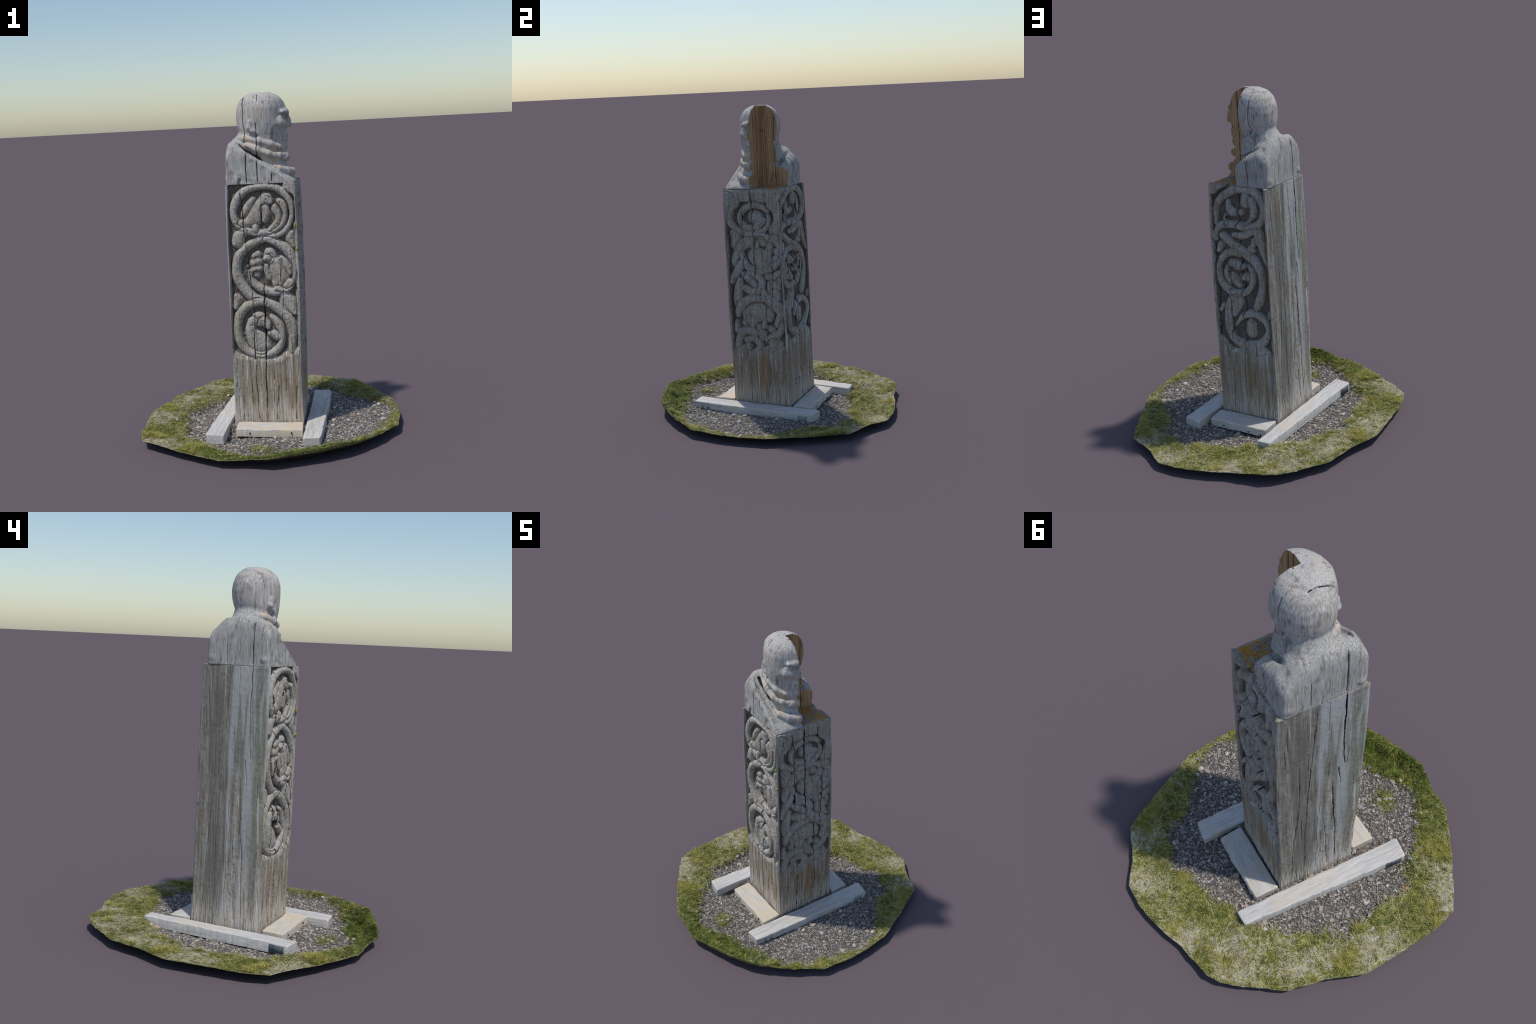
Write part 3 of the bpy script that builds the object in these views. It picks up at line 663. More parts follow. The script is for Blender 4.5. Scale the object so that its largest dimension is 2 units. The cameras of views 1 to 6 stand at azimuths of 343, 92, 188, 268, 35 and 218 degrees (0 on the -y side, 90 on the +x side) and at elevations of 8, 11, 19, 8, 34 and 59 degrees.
def finish_face(face):
    s, z = np.meshgrid(S_GRID, Z_GRID)
    fi = SIDES.index(face)
    H, O = relief[face], owner[face]
    if face == "DA":
        ground = np.zeros_like(s)
        H[:] = -1
    else:
        # sunken panel ground between the border strips, running out above the foot
        floor = {"AB": 0.445 + 0.055 * np.abs(2 * s - 0.9) ** 2, "BC": 0.40 + 0.05 * sstep(0.4, 0.8, s),
                 "CD": 0.50 + 0.03 * np.cos(s * 9)}[face]
        left, right = {"AB": (0.035, 0.972), "BC": (0.037, 0.968), "CD": (0.034, 0.968)}[face]
        wob = 0.008 * vnoise(z * 16, 2.5, 0, 11 + fi)
        inside = sstep(left - 0.008, left + 0.008, s + wob) * sstep(right + 0.008, right - 0.008, s + wob)
        inside = inside * sstep(floor - 0.02, floor + 0.05, z + 0.012 * vnoise(s * 9, 4.2, 0, fi))
        ground = -(DEPTH + 0.0035 * vnoise(s * 26, z * 60, 0, 5 + fi) + 0.002 * vnoise(s * 70, z * 160, 0, 6)) * inside
    win = H > ground
    O = np.where(win, O, 0)
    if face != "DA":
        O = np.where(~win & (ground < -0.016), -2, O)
    h = np.maximum(H, ground)
    h = blur(h, 2)
    # chiselled details, and gouge facets left on the rounded work
    h = h - blur(incised[face], 1)
    if face != "DA":
        h = h + 0.0011 * vnoise(s * 44, z * 95, 0, 71 + fi) * win
    # drying shrinkage: fine vertical grooves, broad hollows, splintery foot
    groove = vnoise(s * 62, z * 2.2, 0, 21 + fi)
    fine = vnoise(s * 150, z * 5, 0, 31 + fi)
    foot = sstep(0.32, 0.08, z)
    amp = (0.0007 + 0.0012 * foot) if face != "DA" else (0.0008 + 0.0013 * foot)
    h = h - amp * np.abs(groove) - 0.0004 * np.abs(fine) + 0.0006 * vnoise(s * 30, z * 60, 0, 41 + fi)
    h = h + 0.0035 * vnoise(s * 2.2, z * 2.0, 0, 51 + fi)
    h = h - foot * 0.003 * np.clip(vnoise(s * 24, z * 3.5, 0, 61 + fi), 0, 1)
    # many short hair checks along the grain
    rng = np.random.default_rng(300 + fi)
    for _ in range(18 if face == "DA" else 55):
        s0, z0, ln = rng.uniform(.03, .97), rng.uniform(.08, 1.35), rng.uniform(.03, .22)
        w = rng.uniform(.0008, .0013)
        split(face, [(s0, z0, w * .6), (s0 + rng.normal(0, .004), z0 + ln * .5, w), (s0 + rng.normal(0, .006), z0 + ln, w * .6)])
    K = cracks[face]
    h = h - K
    O = np.where(K > 0.0046, -1, O)
    return h, O


def build_shaft(root):
    rows = []
    t = (Z_GRID - Z_FOOT) / (Z_TOP - Z_FOOT)
    cor = {k: np.array(FOOT[k])[None] + (np.array(HEAD[k]) - np.array(FOOT[k]))[None] * t[:, None] for k in "ABCD"}
    # the trunk swells a little at mid height on the bird side's left edge
    swell = 0.0015 + 0.0085 * sstep(0.2, 0.75, Z_GRID) - 0.003 * sstep(1.30, 1.478, Z_GRID)
    flare = 0.006 * sstep(0.5, 0.05, Z_GRID)
    for k, (a, b) in dict(A=(-1.1, -.7), B=(.75, -1.0), C=(.75, 1.0), D=(-.6, .9)).items():
        cor[k] = cor[k] + np.stack([a * swell, b * swell], 1)
    cor["D"] = cor["D"] + np.stack([-flare, .8 * flare], 1)
    cor["A"] = cor["A"] + np.stack([-flare, 0 * flare], 1)
    cols, owners = [], []
    for fi, face in enumerate(SIDES):
        h, O = finish_face(face)
        L, R = cor[face[0]], cor[face[1]]
        along_v = R - L
        w = np.linalg.norm(along_v, axis=1)
        tan = along_v / w[:, None]
        nrm = np.stack([tan[:, 1], -tan[:, 0]], 1)
        rc_l = 0.009 + 0.004 * vnoise(Z_GRID * 14, 1.7, 0, 70 + fi)
        rc_r = 0.009 + 0.004 * vnoise(Z_GRID * 14, 1.7, 0, 70 + (fi + 1) % 4)
        d = S_GRID[None] * w[:, None]
        e = w[:, None] - d
        k = 1 - 1 / math.sqrt(2)
        dl = np.maximum(d, k * rc_l[:, None])
        dr = np.maximum(e, k * rc_r[:, None])
        off = np.zeros_like(d)
        for dist, rc in ((dl, rc_l), (dr, rc_r)):
            x = np.clip(rc[:, None] - dist, 0, None)
            off += rc[:, None] - np.sqrt(np.maximum(rc[:, None] ** 2 - x * x, 0))
        pos_d = np.where(d < w[:, None] / 2, dl, w[:, None] - dr)
        h = h * sstep(-0.5, 3.0, np.minimum(np.arange(NS)[None], NS - np.arange(NS)[None]).astype(float))
        # the upper rim of the spiral side is worn round
        if face == "BC":
            x = np.clip(0.02 - (Z_TOP - Z_GRID), 0, 0.02)
            h = h - (0.02 - np.sqrt(0.0004 - x * x))[:, None] * 0.8
        p2 = L[:, None, :] + tan[:, None, :] * pos_d[..., None] + nrm[:, None, :] * (h - off)[..., None]
        cols.append(p2)
        owners.append(O)
    ring = np.concatenate(cols, 1)                      # NZ x 4NS x 2
    own = np.concatenate(owners, 1)
    nc = ring.shape[1]
    V = to_world(ring[..., 0], ring[..., 1], np.broadcast_to(Z_GRID[:, None], ring.shape[:2]))
    # top: rings drawn in towards the middle
    mid = ring[-1].mean(0)
    caps = []
    steps = np.concatenate([[0.985, 0.965, 0.94], np.linspace(0.9, 0.02, 20)])
    for f in steps:
        pq = mid + (ring[-1] - mid) * f
        zz = Z_TOP + 0.004 * sstep(1.0, 0.94, np.full(nc, f)) + 0.0022 * vnoise(pq[:, 0] * 60, pq[:, 1] * 60, 0, 91)
        caps.append(to_world(pq[:, 0], pq[:, 1], zz))
    V = np.concatenate([V, np.stack(caps)], 0)
    nr = len(V)
    j, i = np.meshgrid(np.arange(nr - 1), np.arange(nc), indexing="ij")
    a = j * nc + i
    b = j * nc + (i + 1) % nc
    quads = np.stack([a, b, b + nc, a + nc], -1).reshape(-1, 4)
    lab = np.zeros((nr - 1, nc), np.int32)
    lab[:NZ - 1] = own[:-1]
    lab[NZ - 1:] = 1000
    lab = lab.ravel()
    V = V.reshape(-1, 3)
    N, _ = quad_normals(V, quads)
    parts = {}

    def builder(k, verts, faces, normals):
        if k == -1:
            name, mat = "crack", M_CRACK
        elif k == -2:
            name, mat = "panel_ground", M_RECESS_SHADE
        elif k == 1000:
            name, mat = "sawn_seat", M_SEAT
        else:
            name, mat = OWNERS[k].split("#")[0], (M_CARVED if k else M_WOOD)
        parts[k] = (name, new_object(name, verts, faces, mat, None, True, normals))
    split_regions(V, quads, N, lab, builder)
    shaft = parts[0][1]
    shaft.parent = root
    for k, (name, ob) in parts.items():
        if k != 0:
            ob.parent = shaft
    return shaft


post = bpy.data.objects.new("carved_wooden_post", None)
bpy.context.scene.collection.objects.link(post)
post["label"] = "weathered grey carved wooden post with half-sawn hooded head"
post["category"] = "wood carving"
SHAFT = build_shaft(post)

# ======================================================================
# 2. THE FIGURE: signed-distance modelling of head, scarf and cloak
# ======================================================================
CELL = 0.0027
PA, PB, QA, QB, ZA, ZB = -0.245, 0.232, -0.225, 0.215, 1.470, 2.012
gp = np.arange(PA, PB, CELL, dtype=np.float32)
gq = np.arange(QA, QB, CELL, dtype=np.float32)
gz = np.arange(ZA, ZB, CELL, dtype=np.float32)
P3, Q3, Z3 = (gp[:, None, None], gq[None, :, None], gz[None, None, :])
CUT_P, CUT_Q = 0.015, -0.012


def smin(a, b, k):
    h = np.maximum(k - np.abs(a - b), 0) / k
    return np.minimum(a, b) - h * h * k * 0.25


def smax(a, b, k):
    return -smin(-a, -b, k)


def sections(table, p0, q0):
    """Solid stacked from four-quadrant ellipses: rows are z, front, back, right, left."""
    T = np.array(sorted(table), dtype=np.float32)
    kern = np.hanning(13)
    kern /= kern.sum()
    zz = np.concatenate([gz[0] - CELL * np.arange(6, 0, -1), gz, gz[-1] + CELL * np.arange(1, 7)])
    fr, ba, ri, le = (np.convolve(np.interp(zz, T[:, 0], T[:, i]), kern, "valid").astype(np.float32)[None, None] for i in (1, 2, 3, 4))
    dp, dq = P3 - p0, Q3 - q0
    ap = np.where(dp > 0, fr, ba)
    aq = np.where(dq < 0, ri, le)
    rho = np.sqrt((dp / ap) ** 2 + (dq / aq) ** 2)
    f = (rho - 1) * np.minimum(ap, aq)
    return np.maximum(f, np.maximum(Z3 - T[-1, 0], T[0, 0] - Z3))


def blend_path(f, pts, k, mode="add"):
    """Blend a chain of tapered rods (p, q, z, radius) into or out of f."""
    for a, b in zip(pts[:-1], pts[1:]) if len(pts) > 1 else [(pts[0], pts[0])]:
        a, b = np.array(a, np.float32), np.array(b, np.float32)
        pad = max(a[3], b[3]) + k + 0.004
        sl = tuple(slice(max(0, int((min(a[i], b[i]) - pad - o) / CELL)), max(0, int((max(a[i], b[i]) + pad - o) / CELL) + 2))
                   for i, o in enumerate((PA, QA, ZA)))
        x, y, z = P3[sl[0]], Q3[:, sl[1]], Z3[:, :, sl[2]]
        d = b - a
        t = np.clip(((x - a[0]) * d[0] + (y - a[1]) * d[1] + (z - a[2]) * d[2]) / max(float(d[:3] @ d[:3]), 1e-9), 0, 1)
        g = np.sqrt((x - a[0] - t * d[0]) ** 2 + (y - a[1] - t * d[1]) ** 2 + (z - a[2] - t * d[2]) ** 2) - (a[3] + d[3] * t)
        f[sl] = smin(f[sl], g, k) if mode == "add" else smax(f[sl], -g, k)
    return f


def model_head():
    f = sections([(1.56, .12, .11, .100, .085), (1.66, .136, .116, .106, .090), (1.70, .155, .120, .113, .094),
                  (1.75, .158, .124, .119, .098), (1.775, .160, .126, .124, .102), (1.80, .162, .136, .128, .112), (1.83, .163, .141, .130, .120),
                  (1.87, .164, .142, .130, .123), (1.91, .157, .137, .127, .118), (1.95, .137, .122, .113, .104),
                  (1.975, .115, .100, .094, .086), (1.990, .088, .072, .072, .064), (1.999, .050, .040, .042, .038)],
                 0.0, -0.008)
    # flat side of the hood behind the ear; the face narrows towards the front
    f = smax(f, -P3 * .40 - (Q3 + .008) * .917 - .1245, .024)
    f = smax(f, P3 * .80 - (Q3 + .008) * .60 - .1405, .024)
    # brow, nose, cheek, lips and chin of the half face
    f = blend_path(f, [(.140, -.070, 1.880, .007), (.151, -.03, 1.882, .008), (.155, -.005, 1.881, .010)], .024)
    f = blend_path(f, [(.157, -.038, 1.852, .016), (.144, -.060, 1.853, .021), (.128, -.084, 1.852, .014)], .012, "cut")
    f = blend_path(f, [(.114, -.062, 1.850, .020), (.122, -.046, 1.849, .019)], .006)
    f = blend_path(f, [(.140, -.076, 1.851, .0040), (.150, -.046, 1.851, .0040)], .004, "cut")
    f = blend_path(f, [(.156, -.010, 1.872, .008), (.166, -.010, 1.835, .013), (.171, -.012, 1.808, .016)], .014)
    f = blend_path(f, [(.158, -.028, 1.803, .011)], .010)
    f = blend_path(f, [(.120, -.072, 1.818, .026), (.138, -.05, 1.812, .018)], .025)
    f = blend_path(f, [(.178, -.012, 1.774, .014), (.166, -.045, 1.768, .014)], .012, "cut")
    f = blend_path(f, [(.152, -.008, 1.747, .012), (.143, -.035, 1.743, .010)], .010)
    f = blend_path(f, [(.153, -.008, 1.722, .011), (.143, -.035, 1.724, .009)], .009)
    f = blend_path(f, [(.172, -.005, 1.735, .008), (.158, -.04, 1.734, .007)], .006, "cut")
    f = blend_path(f, [(.172, -.005, 1.705, .011), (.156, -.04, 1.706, .011)], .010, "cut")
    f = blend_path(f, [(.143, -.008, 1.684, .018), (.128, -.03, 1.686, .016)], .012)
    # hollow cheek in front of the hair, hair edge and the ear
    f = blend_path(f, [(.118, -.128, 1.775, .026), (.108, -.125, 1.71, .030)], .025, "cut")
    f = blend_path(f, [(.060, -.132, 1.81, .005), (.066, -.126, 1.75, .007), (.072, -.120, 1.69, .008)], .008, "cut")
    f = blend_path(f, [(-.045, -.122, 1.835, .010), (-.052, -.121, 1.80, .013), (-.035, -.121, 1.778, .014), (-.010, -.121, 1.768, .010)], .010)
    f = blend_path(f, [(-.018, -.140, 1.812, .012), (-.012, -.138, 1.792, .009)], .008, "cut")
    f = blend_path(f, [(-.06, -.120, 1.765, .014), (-.02, -.126, 1.748, .012), (.0, -.126, 1.73, .010)], .014, "cut")
    # crown worn unevenly where growth rings flaked
    f = blend_path(f, [(-.10, -.05, 1.990, .012), (-.065, -.06, 1.997, .010), (-.03, -.055, 2.006, .010)], .012, "cut")
    f = blend_path(f, [(-.075, .03, 1.985, .009), (-.05, .06, 1.980, .009)], .012, "cut")
    return f


def fold(f, pts, lower=0.0, k=.010):
    """A roll of cloth with a crisp crease under it."""
    f = blend_path(f, pts, k)
    if lower:
        f = blend_path(f, [(p * 1.04, q * 1.04, z - r - lower * .8, lower) for p, q, z, r in pts], .005, "cut")
    return f


def model_scarf():
    f = sections([(1.46, .172, .12, .132, .092), (1.50, .170, .12, .132, .098), (1.55, .160, .12, .126, .102),
                  (1.60, .148, .12, .120, .100), (1.64, .140, .118, .116, .096), (1.69, .120, .115, .108, .090),
                  (1.72, .06, .10, .09, .08)], 0.0, -0.005)
    f = fold(f, [(-.115, -.068, 1.742, .012), (-.080, -.098, 1.738, .018), (0, -.114, 1.722, .020), (.065, -.106, 1.700, .020),
                 (.108, -.078, 1.680, .017), (.126, -.04, 1.668, .013), (.13, 0, 1.664, .010)], .006)
    f = fold(f, [(-.07, -.114, 1.700, .014), (-.01, -.127, 1.674, .018), (.055, -.122, 1.648, .018), (.095, -.104, 1.630, .013)], .006)
    f = fold(f, [(.070, -.112, 1.642, .012), (.110, -.090, 1.634, .020), (.140, -.048, 1.624, .025), (.146, 0, 1.621, .027)], .008, .008)
    f = fold(f, [(.088, -.128, 1.572, .012), (.110, -.118, 1.557, .020), (.150, -.076, 1.541, .025), (.170, -.028, 1.535, .027), (.171, 0, 1.534, .027)], .006, .008)
    f = blend_path(f, [(.10, -.112, 1.577, .006), (.150, -.070, 1.571, .008), (.180, 0, 1.571, .010)], .006, "cut")
    f = blend_path(f, [(.09, -.11, 1.660, .006), (.14, -.06, 1.655, .009), (.157, 0, 1.653, .011)], .006, "cut")
    f = blend_path(f, [(.152, -.075, 1.632, .005), (.128, -.094, 1.606, .005), (.105, -.112, 1.596, .005)], .006, "cut")
    return f


def model_cloak():
    # top of the cloak: falls steeply from the neck to the front on both sides
    right = 1.704 - .640 * (P3 + .14) + .05 * (Q3 + .18) + .030 * np.clip((-.03 - P3) / .10, 0, 1)
    left = 1.715 - .80 * (P3 + .12) - .35 * np.maximum(Q3 - .11, 0)
    w = np.clip((Q3 + .03) / .06, 0, 1)
    top = right * (1 - w) + left * w
    flank = smax(smax(-.193 - P3, P3 - .203, .02), smax(-.194 - Q3, Q3 - .176, .02), .035)
    # rounded shoulders: the block is drawn in towards the top of the back
    draw = np.clip((Z3 - 1.58) / .15, 0, 1) ** 2
    flank = flank + np.where(Q3 < 0, .010, .018) * draw
    # towards the front corner the flap is pared thinner
    flank = np.maximum(flank, -.194 + .008 * np.clip((Z3 - 1.48) / .12, 0, 1) - Q3)
    back_top = Z3 - (1.722 - 1.0 * np.maximum(np.where(Q3 > 0, Q3 - .083, -Q3 - .125), 0) + .25 * np.minimum(P3 + .19, .06))
    f = smax(flank, (Z3 - top) * .82, .018)
    f = smax(f, back_top * .72, .035)
    neck = sections([(1.58, .10, .150, .12, .125), (1.66, .10, .150, .115, .118), (1.70, .10, .148, .112, .112),
                     (1.735, .09, .146, .108, .106), (1.755, .08, .132, .106, .100), (1.775, .08, .120, .100, .094), (1.81, .07, .108, .095, .085)], -.012, -.008)
    f = smin(f, neck, .030)
    # hem: under the flap the side is cut back, leaving a lump at the rear corner
    f = blend_path(f, [(-.20, -.230, 1.553, .036), (-.150, -.230, 1.545, .040), (-.105, -.224, 1.520, .034), (-.060, -.217, 1.496, .026), (.0, -.211, 1.478, .018), (.05, -.205, 1.472, .010)], .006, "cut")
    f = blend_path(f, [(-.172, -.158, 1.515, .026), (-.150, -.166, 1.492, .024), (-.135, -.168, 1.480, .020)], .008)
    f = blend_path(f, [(-.098, -.164, 1.512, .013), (-.065, -.170, 1.488, .012)], .008)
    f = blend_path(f, [(-.118, -.190, 1.478, .012), (-.112, -.186, 1.505, .009)], .006, "cut")
    # soft vertical folds of the flap
    for p, z0, z1, r in ((-.125, 1.66, 1.57, .014), (-.035, 1.60, 1.53, .014), (.030, 1.56, 1.49, .014), (.095, 1.52, 1.48, .012)):
        f = blend_path(f, [(p, -.200, z0, r), (p + .012, -.205, z1, r)], .018, "cut")
    f = blend_path(f, [(.062, -.178, 1.545, .011), (.057, -.184, 1.488, .011)], .010)
    # knot side: sleeve roll with a crease above it and a hollow under it
    f = blend_path(f, [(-.13, .138, 1.635, .030), (-.07, .138, 1.598, .034), (-.01, .132, 1.562, .036), (.03, .128, 1.54, .036)], .02)
    f = blend_path(f, [(-.10, .125, 1.690, .010), (-.05, .112, 1.645, .014), (.0, .106, 1.622, .014), (.03, .104, 1.612, .014)], .012, "cut")
    f = blend_path(f, [(-.21, .21, 1.552, .030), (-.145, .208, 1.545, .034), (-.09, .207, 1.535, .038), (-.03, .204, 1.512, .034), (.03, .20, 1.492, .028)], .008, "cut")
    f = blend_path(f, [(-.168, .140, 1.515, .026), (-.145, .148, 1.490, .024)], .010)
    return f


SLIT = [(-.150, -.140, 1.728, .005), (-.110, -.146, 1.698, .009), (-.070, -.148, 1.668, .013), (0, -.150, 1.626, .015), (.055, -.150, 1.588, .013), (.105, -.146, 1.560, .006)]


def rift(f, face_axis, at, z0, z1, half, deep, side, wander=0.004, seed=0):
    """A vertical drying crack running into the figure from one side."""
    mean = at + wander * vnoise(gz * 28, 0.5, 0, seed)[None, None].astype(np.float32)
    taper = np.clip(np.minimum(gz - z0, z1 - gz) / 0.02, -1, 1)[None, None]
    if face_axis == "p":
        g = np.abs(P3 - mean) - half * taper
        gate = Q3 * side < 0.02
    else:
        g = np.abs(Q3 - mean) - half * taper
        gate = P3 * side < 0.02
    slab = np.where(gate, g, 1.0)
    return np.where(f > -deep, np.maximum(f, -slab), f)


def in_slit(c):
    d = np.full(len(c), 1.0)
    for a, b in zip(SLIT[:-1], SLIT[1:]):
        a, b = np.array(a), np.array(b)
        ab = (b - a)[:3]
        t = np.clip((c - a[:3]) @ ab / (ab @ ab), 0, 1)
        d = np.minimum(d, np.linalg.norm(c - a[:3] - t[:, None] * ab, axis=1) - (a[3] + (b[3] - a[3]) * t))
    return d


def build_figure(root):
    head, scarf, cloak = model_head(), model_scarf(), model_cloak()
    f = smin(scarf, cloak, .010)
    # deep slit between the scarf and the flap of the cloak
    f = blend_path(f, SLIT, .006, "cut")
    f = blend_path(f, [(p, q + .022, z + .004, r * .9) for p, q, z, r in SLIT[1:-1]], .006, "cut")
    f = blend_path(f, [(p, q - .018, z + .010, r * .8) for p, q, z, r in SLIT], .006, "cut")
    cloak = blend_path(cloak, SLIT, .006, "cut")
    f = smin(head, f, .008)
    f = f + .0012 * vnoise(P3 * 30, Q3 * 30, Z3 * 16, 3).astype(np.float32)
    f = f + .0007 * vnoise(P3 * 120, Q3 * 120, Z3 * 12, 4).astype(np.float32)
    for args in (("p", -.088, 1.70, 1.995, .0019, .022, 1, .006, 1), ("p", -.012, 1.615, 1.835, .0022, .024, 1, .003, 2),
                 ("p", -.002, 1.93, 1.992, .0018, .02, 1, .002, 3), ("p", -.072, 1.478, 1.66, .0024, .024, 1, .001, 4),
                 ("p", -.008, 1.478, 1.615, .0024, .024, 1, .001, 5), ("p", .075, 1.478, 1.55, .0020, .02, 1, .001, 6),
                 ("q", -.098, 1.478, 1.712, .0026, .03, 1, .003, 7), ("q", .055, 1.478, 1.64, .0014, .012, 1, .004, 8),
                 ("p", -.062, 1.478, 1.665, .0022, .024, -1, .002, 9), ("p", -.045, 1.74, 1.96, .0019, .022, -1, .007, 10)):
        f = rift(f, *args)
    quadrant = np.maximum(CUT_P - P3, CUT_Q - Q3)
    # a long check runs down each sawn face
    whole = f
    f = np.maximum(f, -quadrant)
    for q, h in ((.022, .0014), (.088, .0016)):
        wig = q + .003 * vnoise(gz * 22, 1.5, 0, 12)[None, None].astype(np.float32)
        g = np.maximum(np.abs(Q3 - wig) - h, np.abs(P3 - CUT_P) - .010)
        f = np.maximum(f, -g)
    for p, h in ((.065, .0016), (.105, .0012)):
        wig = p + .003 * vnoise(gz * 22, 2.5, 0, 13)[None, None].astype(np.float32)
        g = np.maximum(np.abs(P3 - wig) - h, np.abs(Q3 - CUT_Q) - .010)
        f = np.maximum(f, -g)
    f = np.maximum(f, 1.4795 - Z3)
    # ---- polygonise (surface nets)
    S = f < 0
    n0, n1, n2 = f.shape
    acc = np.zeros((n0 - 1, n1 - 1, n2 - 1, 3), np.float32)
    cnt = np.zeros((n0 - 1, n1 - 1, n2 - 1), np.float32)
    crosses = []
    for ax in range(3):
        lo = [slice(None)] * 3; hi = [slice(None)] * 3
        lo[ax] = slice(0, -1); hi[ax] = slice(1, None)
        fa, fb = f[tuple(lo)], f[tuple(hi)]
        idx = np.argwhere(S[tuple(lo)] != S[tuple(hi)])
        va = fa[tuple(idx.T)]; vb = fb[tuple(idx.T)]
        tt = va / (va - vb)
        pt = idx.astype(np.float32)
        pt[:, ax] += tt
        crosses.append((ax, idx, va < 0))
        o1, o2 = [a for a in range(3) if a != ax]
        for d1 in (0, -1):
            for d2 in (0, -1):
                c = idx.copy()
                c[:, o1] += d1; c[:, o2] += d2
                ok = (c >= 0).all(1) & (c < np.array(cnt.shape)).all(1)
                cc = tuple(c[ok].T)
                np.add.at(acc, cc, pt[ok]); np.add.at(cnt, cc, 1)
    live = cnt > 0
    index = np.full(cnt.shape, -1, np.int64)
    index[live] = np.arange(live.sum())
    V = acc[live] / cnt[live][:, None]
    quads = []
    for ax, idx, inside in crosses:
        o1, o2 = (ax + 1) % 3, (ax + 2) % 3
        cs = []
        for d1, d2 in ((0, 0), (-1, 0), (-1, -1), (0, -1)):
            c = idx.copy(); c[:, o1] += d1; c[:, o2] += d2
            cs.append(c)
        ok = np.all([(c >= 0).all(1) & (c < np.array(cnt.shape)).all(1) for c in cs], 0)
        q = np.stack([index[tuple(c[ok].T)] for c in cs], 1)
        ins = inside[ok]
        q[~ins] = q[~ins][:, ::-1]
        quads.append(q)
    quads = np.concatenate(quads)
    cellof = np.argwhere(live)
    pq = V * CELL + np.array([PA, QA, ZA], np.float32)
    # regions: sawn faces, cracks, then the part whose own surface is nearest
    ctr = pq[quads].mean(1)
    e1 = pq[quads[:, 2]] - pq[quads[:, 0]]
    e2 = pq[quads[:, 3]] - pq[quads[:, 1]]
    fn = np.cross(e1, e2)
    fn /= np.linalg.norm(fn, axis=1, keepdims=True) + 1e-12
    ci = cellof[quads[:, 0]]
    fh, fs, fc, fw = (a[tuple(ci.T)] for a in (head, scarf, cloak, whole))
    lab = np.argmin(np.stack([fh, fs - .001, fc - .001], 1), 1) + 1
    saw = ((np.abs(ctr[:, 0] - CUT_P) < .002) & (fn[:, 0] > .7) & (ctr[:, 1] > CUT_Q - .002)) | \
          ((np.abs(ctr[:, 1] - CUT_Q) < .002) & (fn[:, 1] > .7) & (ctr[:, 0] > CUT_P - .002))
    deep = (np.minimum(np.minimum(fh, fs), fc) < -.0085) & (ctr[:, 2] > 1.483) & (in_slit(ctr) > .004)
    behind = (quadrant[tuple(ci.T)] if False else np.maximum(CUT_P - ctr[:, 0], CUT_Q - ctr[:, 1])) > .0025
    lab = np.where(deep & ~saw, 5, lab)
    near_saw = (np.maximum(CUT_P - ctr[:, 0], CUT_Q - ctr[:, 1]) < .0022)
    lab = np.where(saw | (near_saw & deep), 4, lab)
    lab = np.where(deep & (np.maximum(CUT_P - ctr[:, 0], CUT_Q - ctr[:, 1]) > .0022), 5, lab)
    W = to_world(pq[:, 0], pq[:, 1], pq[:, 2])
    # orient outward
    N, _ = quad_normals(W, quads, keep=(lab != 4))
    names = {1: ("head", M_FIGURE), 2: ("scarf", M_SCARF), 3: ("cloak", M_CLOAK), 4: ("sawn_face", M_SAWN), 5: ("crack", M_CRACK)}
    made = {}

    def builder(k, verts, faces, normals):
        name, mat = names[k]
        made[k] = new_object(name, verts, faces, mat, root, True, normals if k in (1, 2, 3) else None)
    split_regions(W, quads, N, lab, builder)
    for k in (4, 5):
        made[k].parent = made[3]
    return made


FIGURE = build_figure(post)

# ======================================================================
# 3. THE GROUND: a saucer of gravel ringed by turf
# ======================================================================
# rim of the patch: x, y, z
RIM = [(-.809, -.170, .052), (-.765, -.250, .060), (-.650, -.425, .050), (-.480, -.645, .050), (-.360, -.703, .055),
       (-.235, -.787, .082), (-.060, -.798, .100), (.080, -.799, .100), (.185, -.790, .108), (.300, -.752, .082), (.465, -.662, .066),
       (.622, -.552, .055), (.710, -.400, .050), (.770, -.250, .050), (.811, -.090, .050), (.800, .180, .050), (.772, .425, .050),
       (.640, .552, .050), (.563, .672, .043), (.437, .726, .048), (.330, .747, .050), (.140, .762, .050), (-.055, .802, .070),
       (-.130, .786, .063), (-.220, .738, .056), (-.400, .625, .054), (-.500, .490, .055), (-.643, .346, .056), (-.725, .140, .056), (-.790, -.040, .054)]
# where gravel gives way to turf: heading in degrees, radius
TURF = [(-180, .50), (-174, .51), (-156, .57), (-142, .61), (-126, .68), (-112, .69), (-98, .66), (-85, .66), (-72, .69), (-59, .73),
        (-41, .765), (-28, .76), (-14, .77), (-4, .73), (7, .69), (18, .66), (31, .69), (41, .66), (50, .60), (64, .53), (81, .50), (95, .48),
        (112, .45), (129, .46), (150, .50), (160, .46), (180, .50)]
RIM_A = np.array(RIM)
rim_th = np.arctan2(RIM_A[:, 1], RIM_A[:, 0])
order = np.argsort(rim_th)
RIM_A, rim_th = RIM_A[order], rim_th[order]


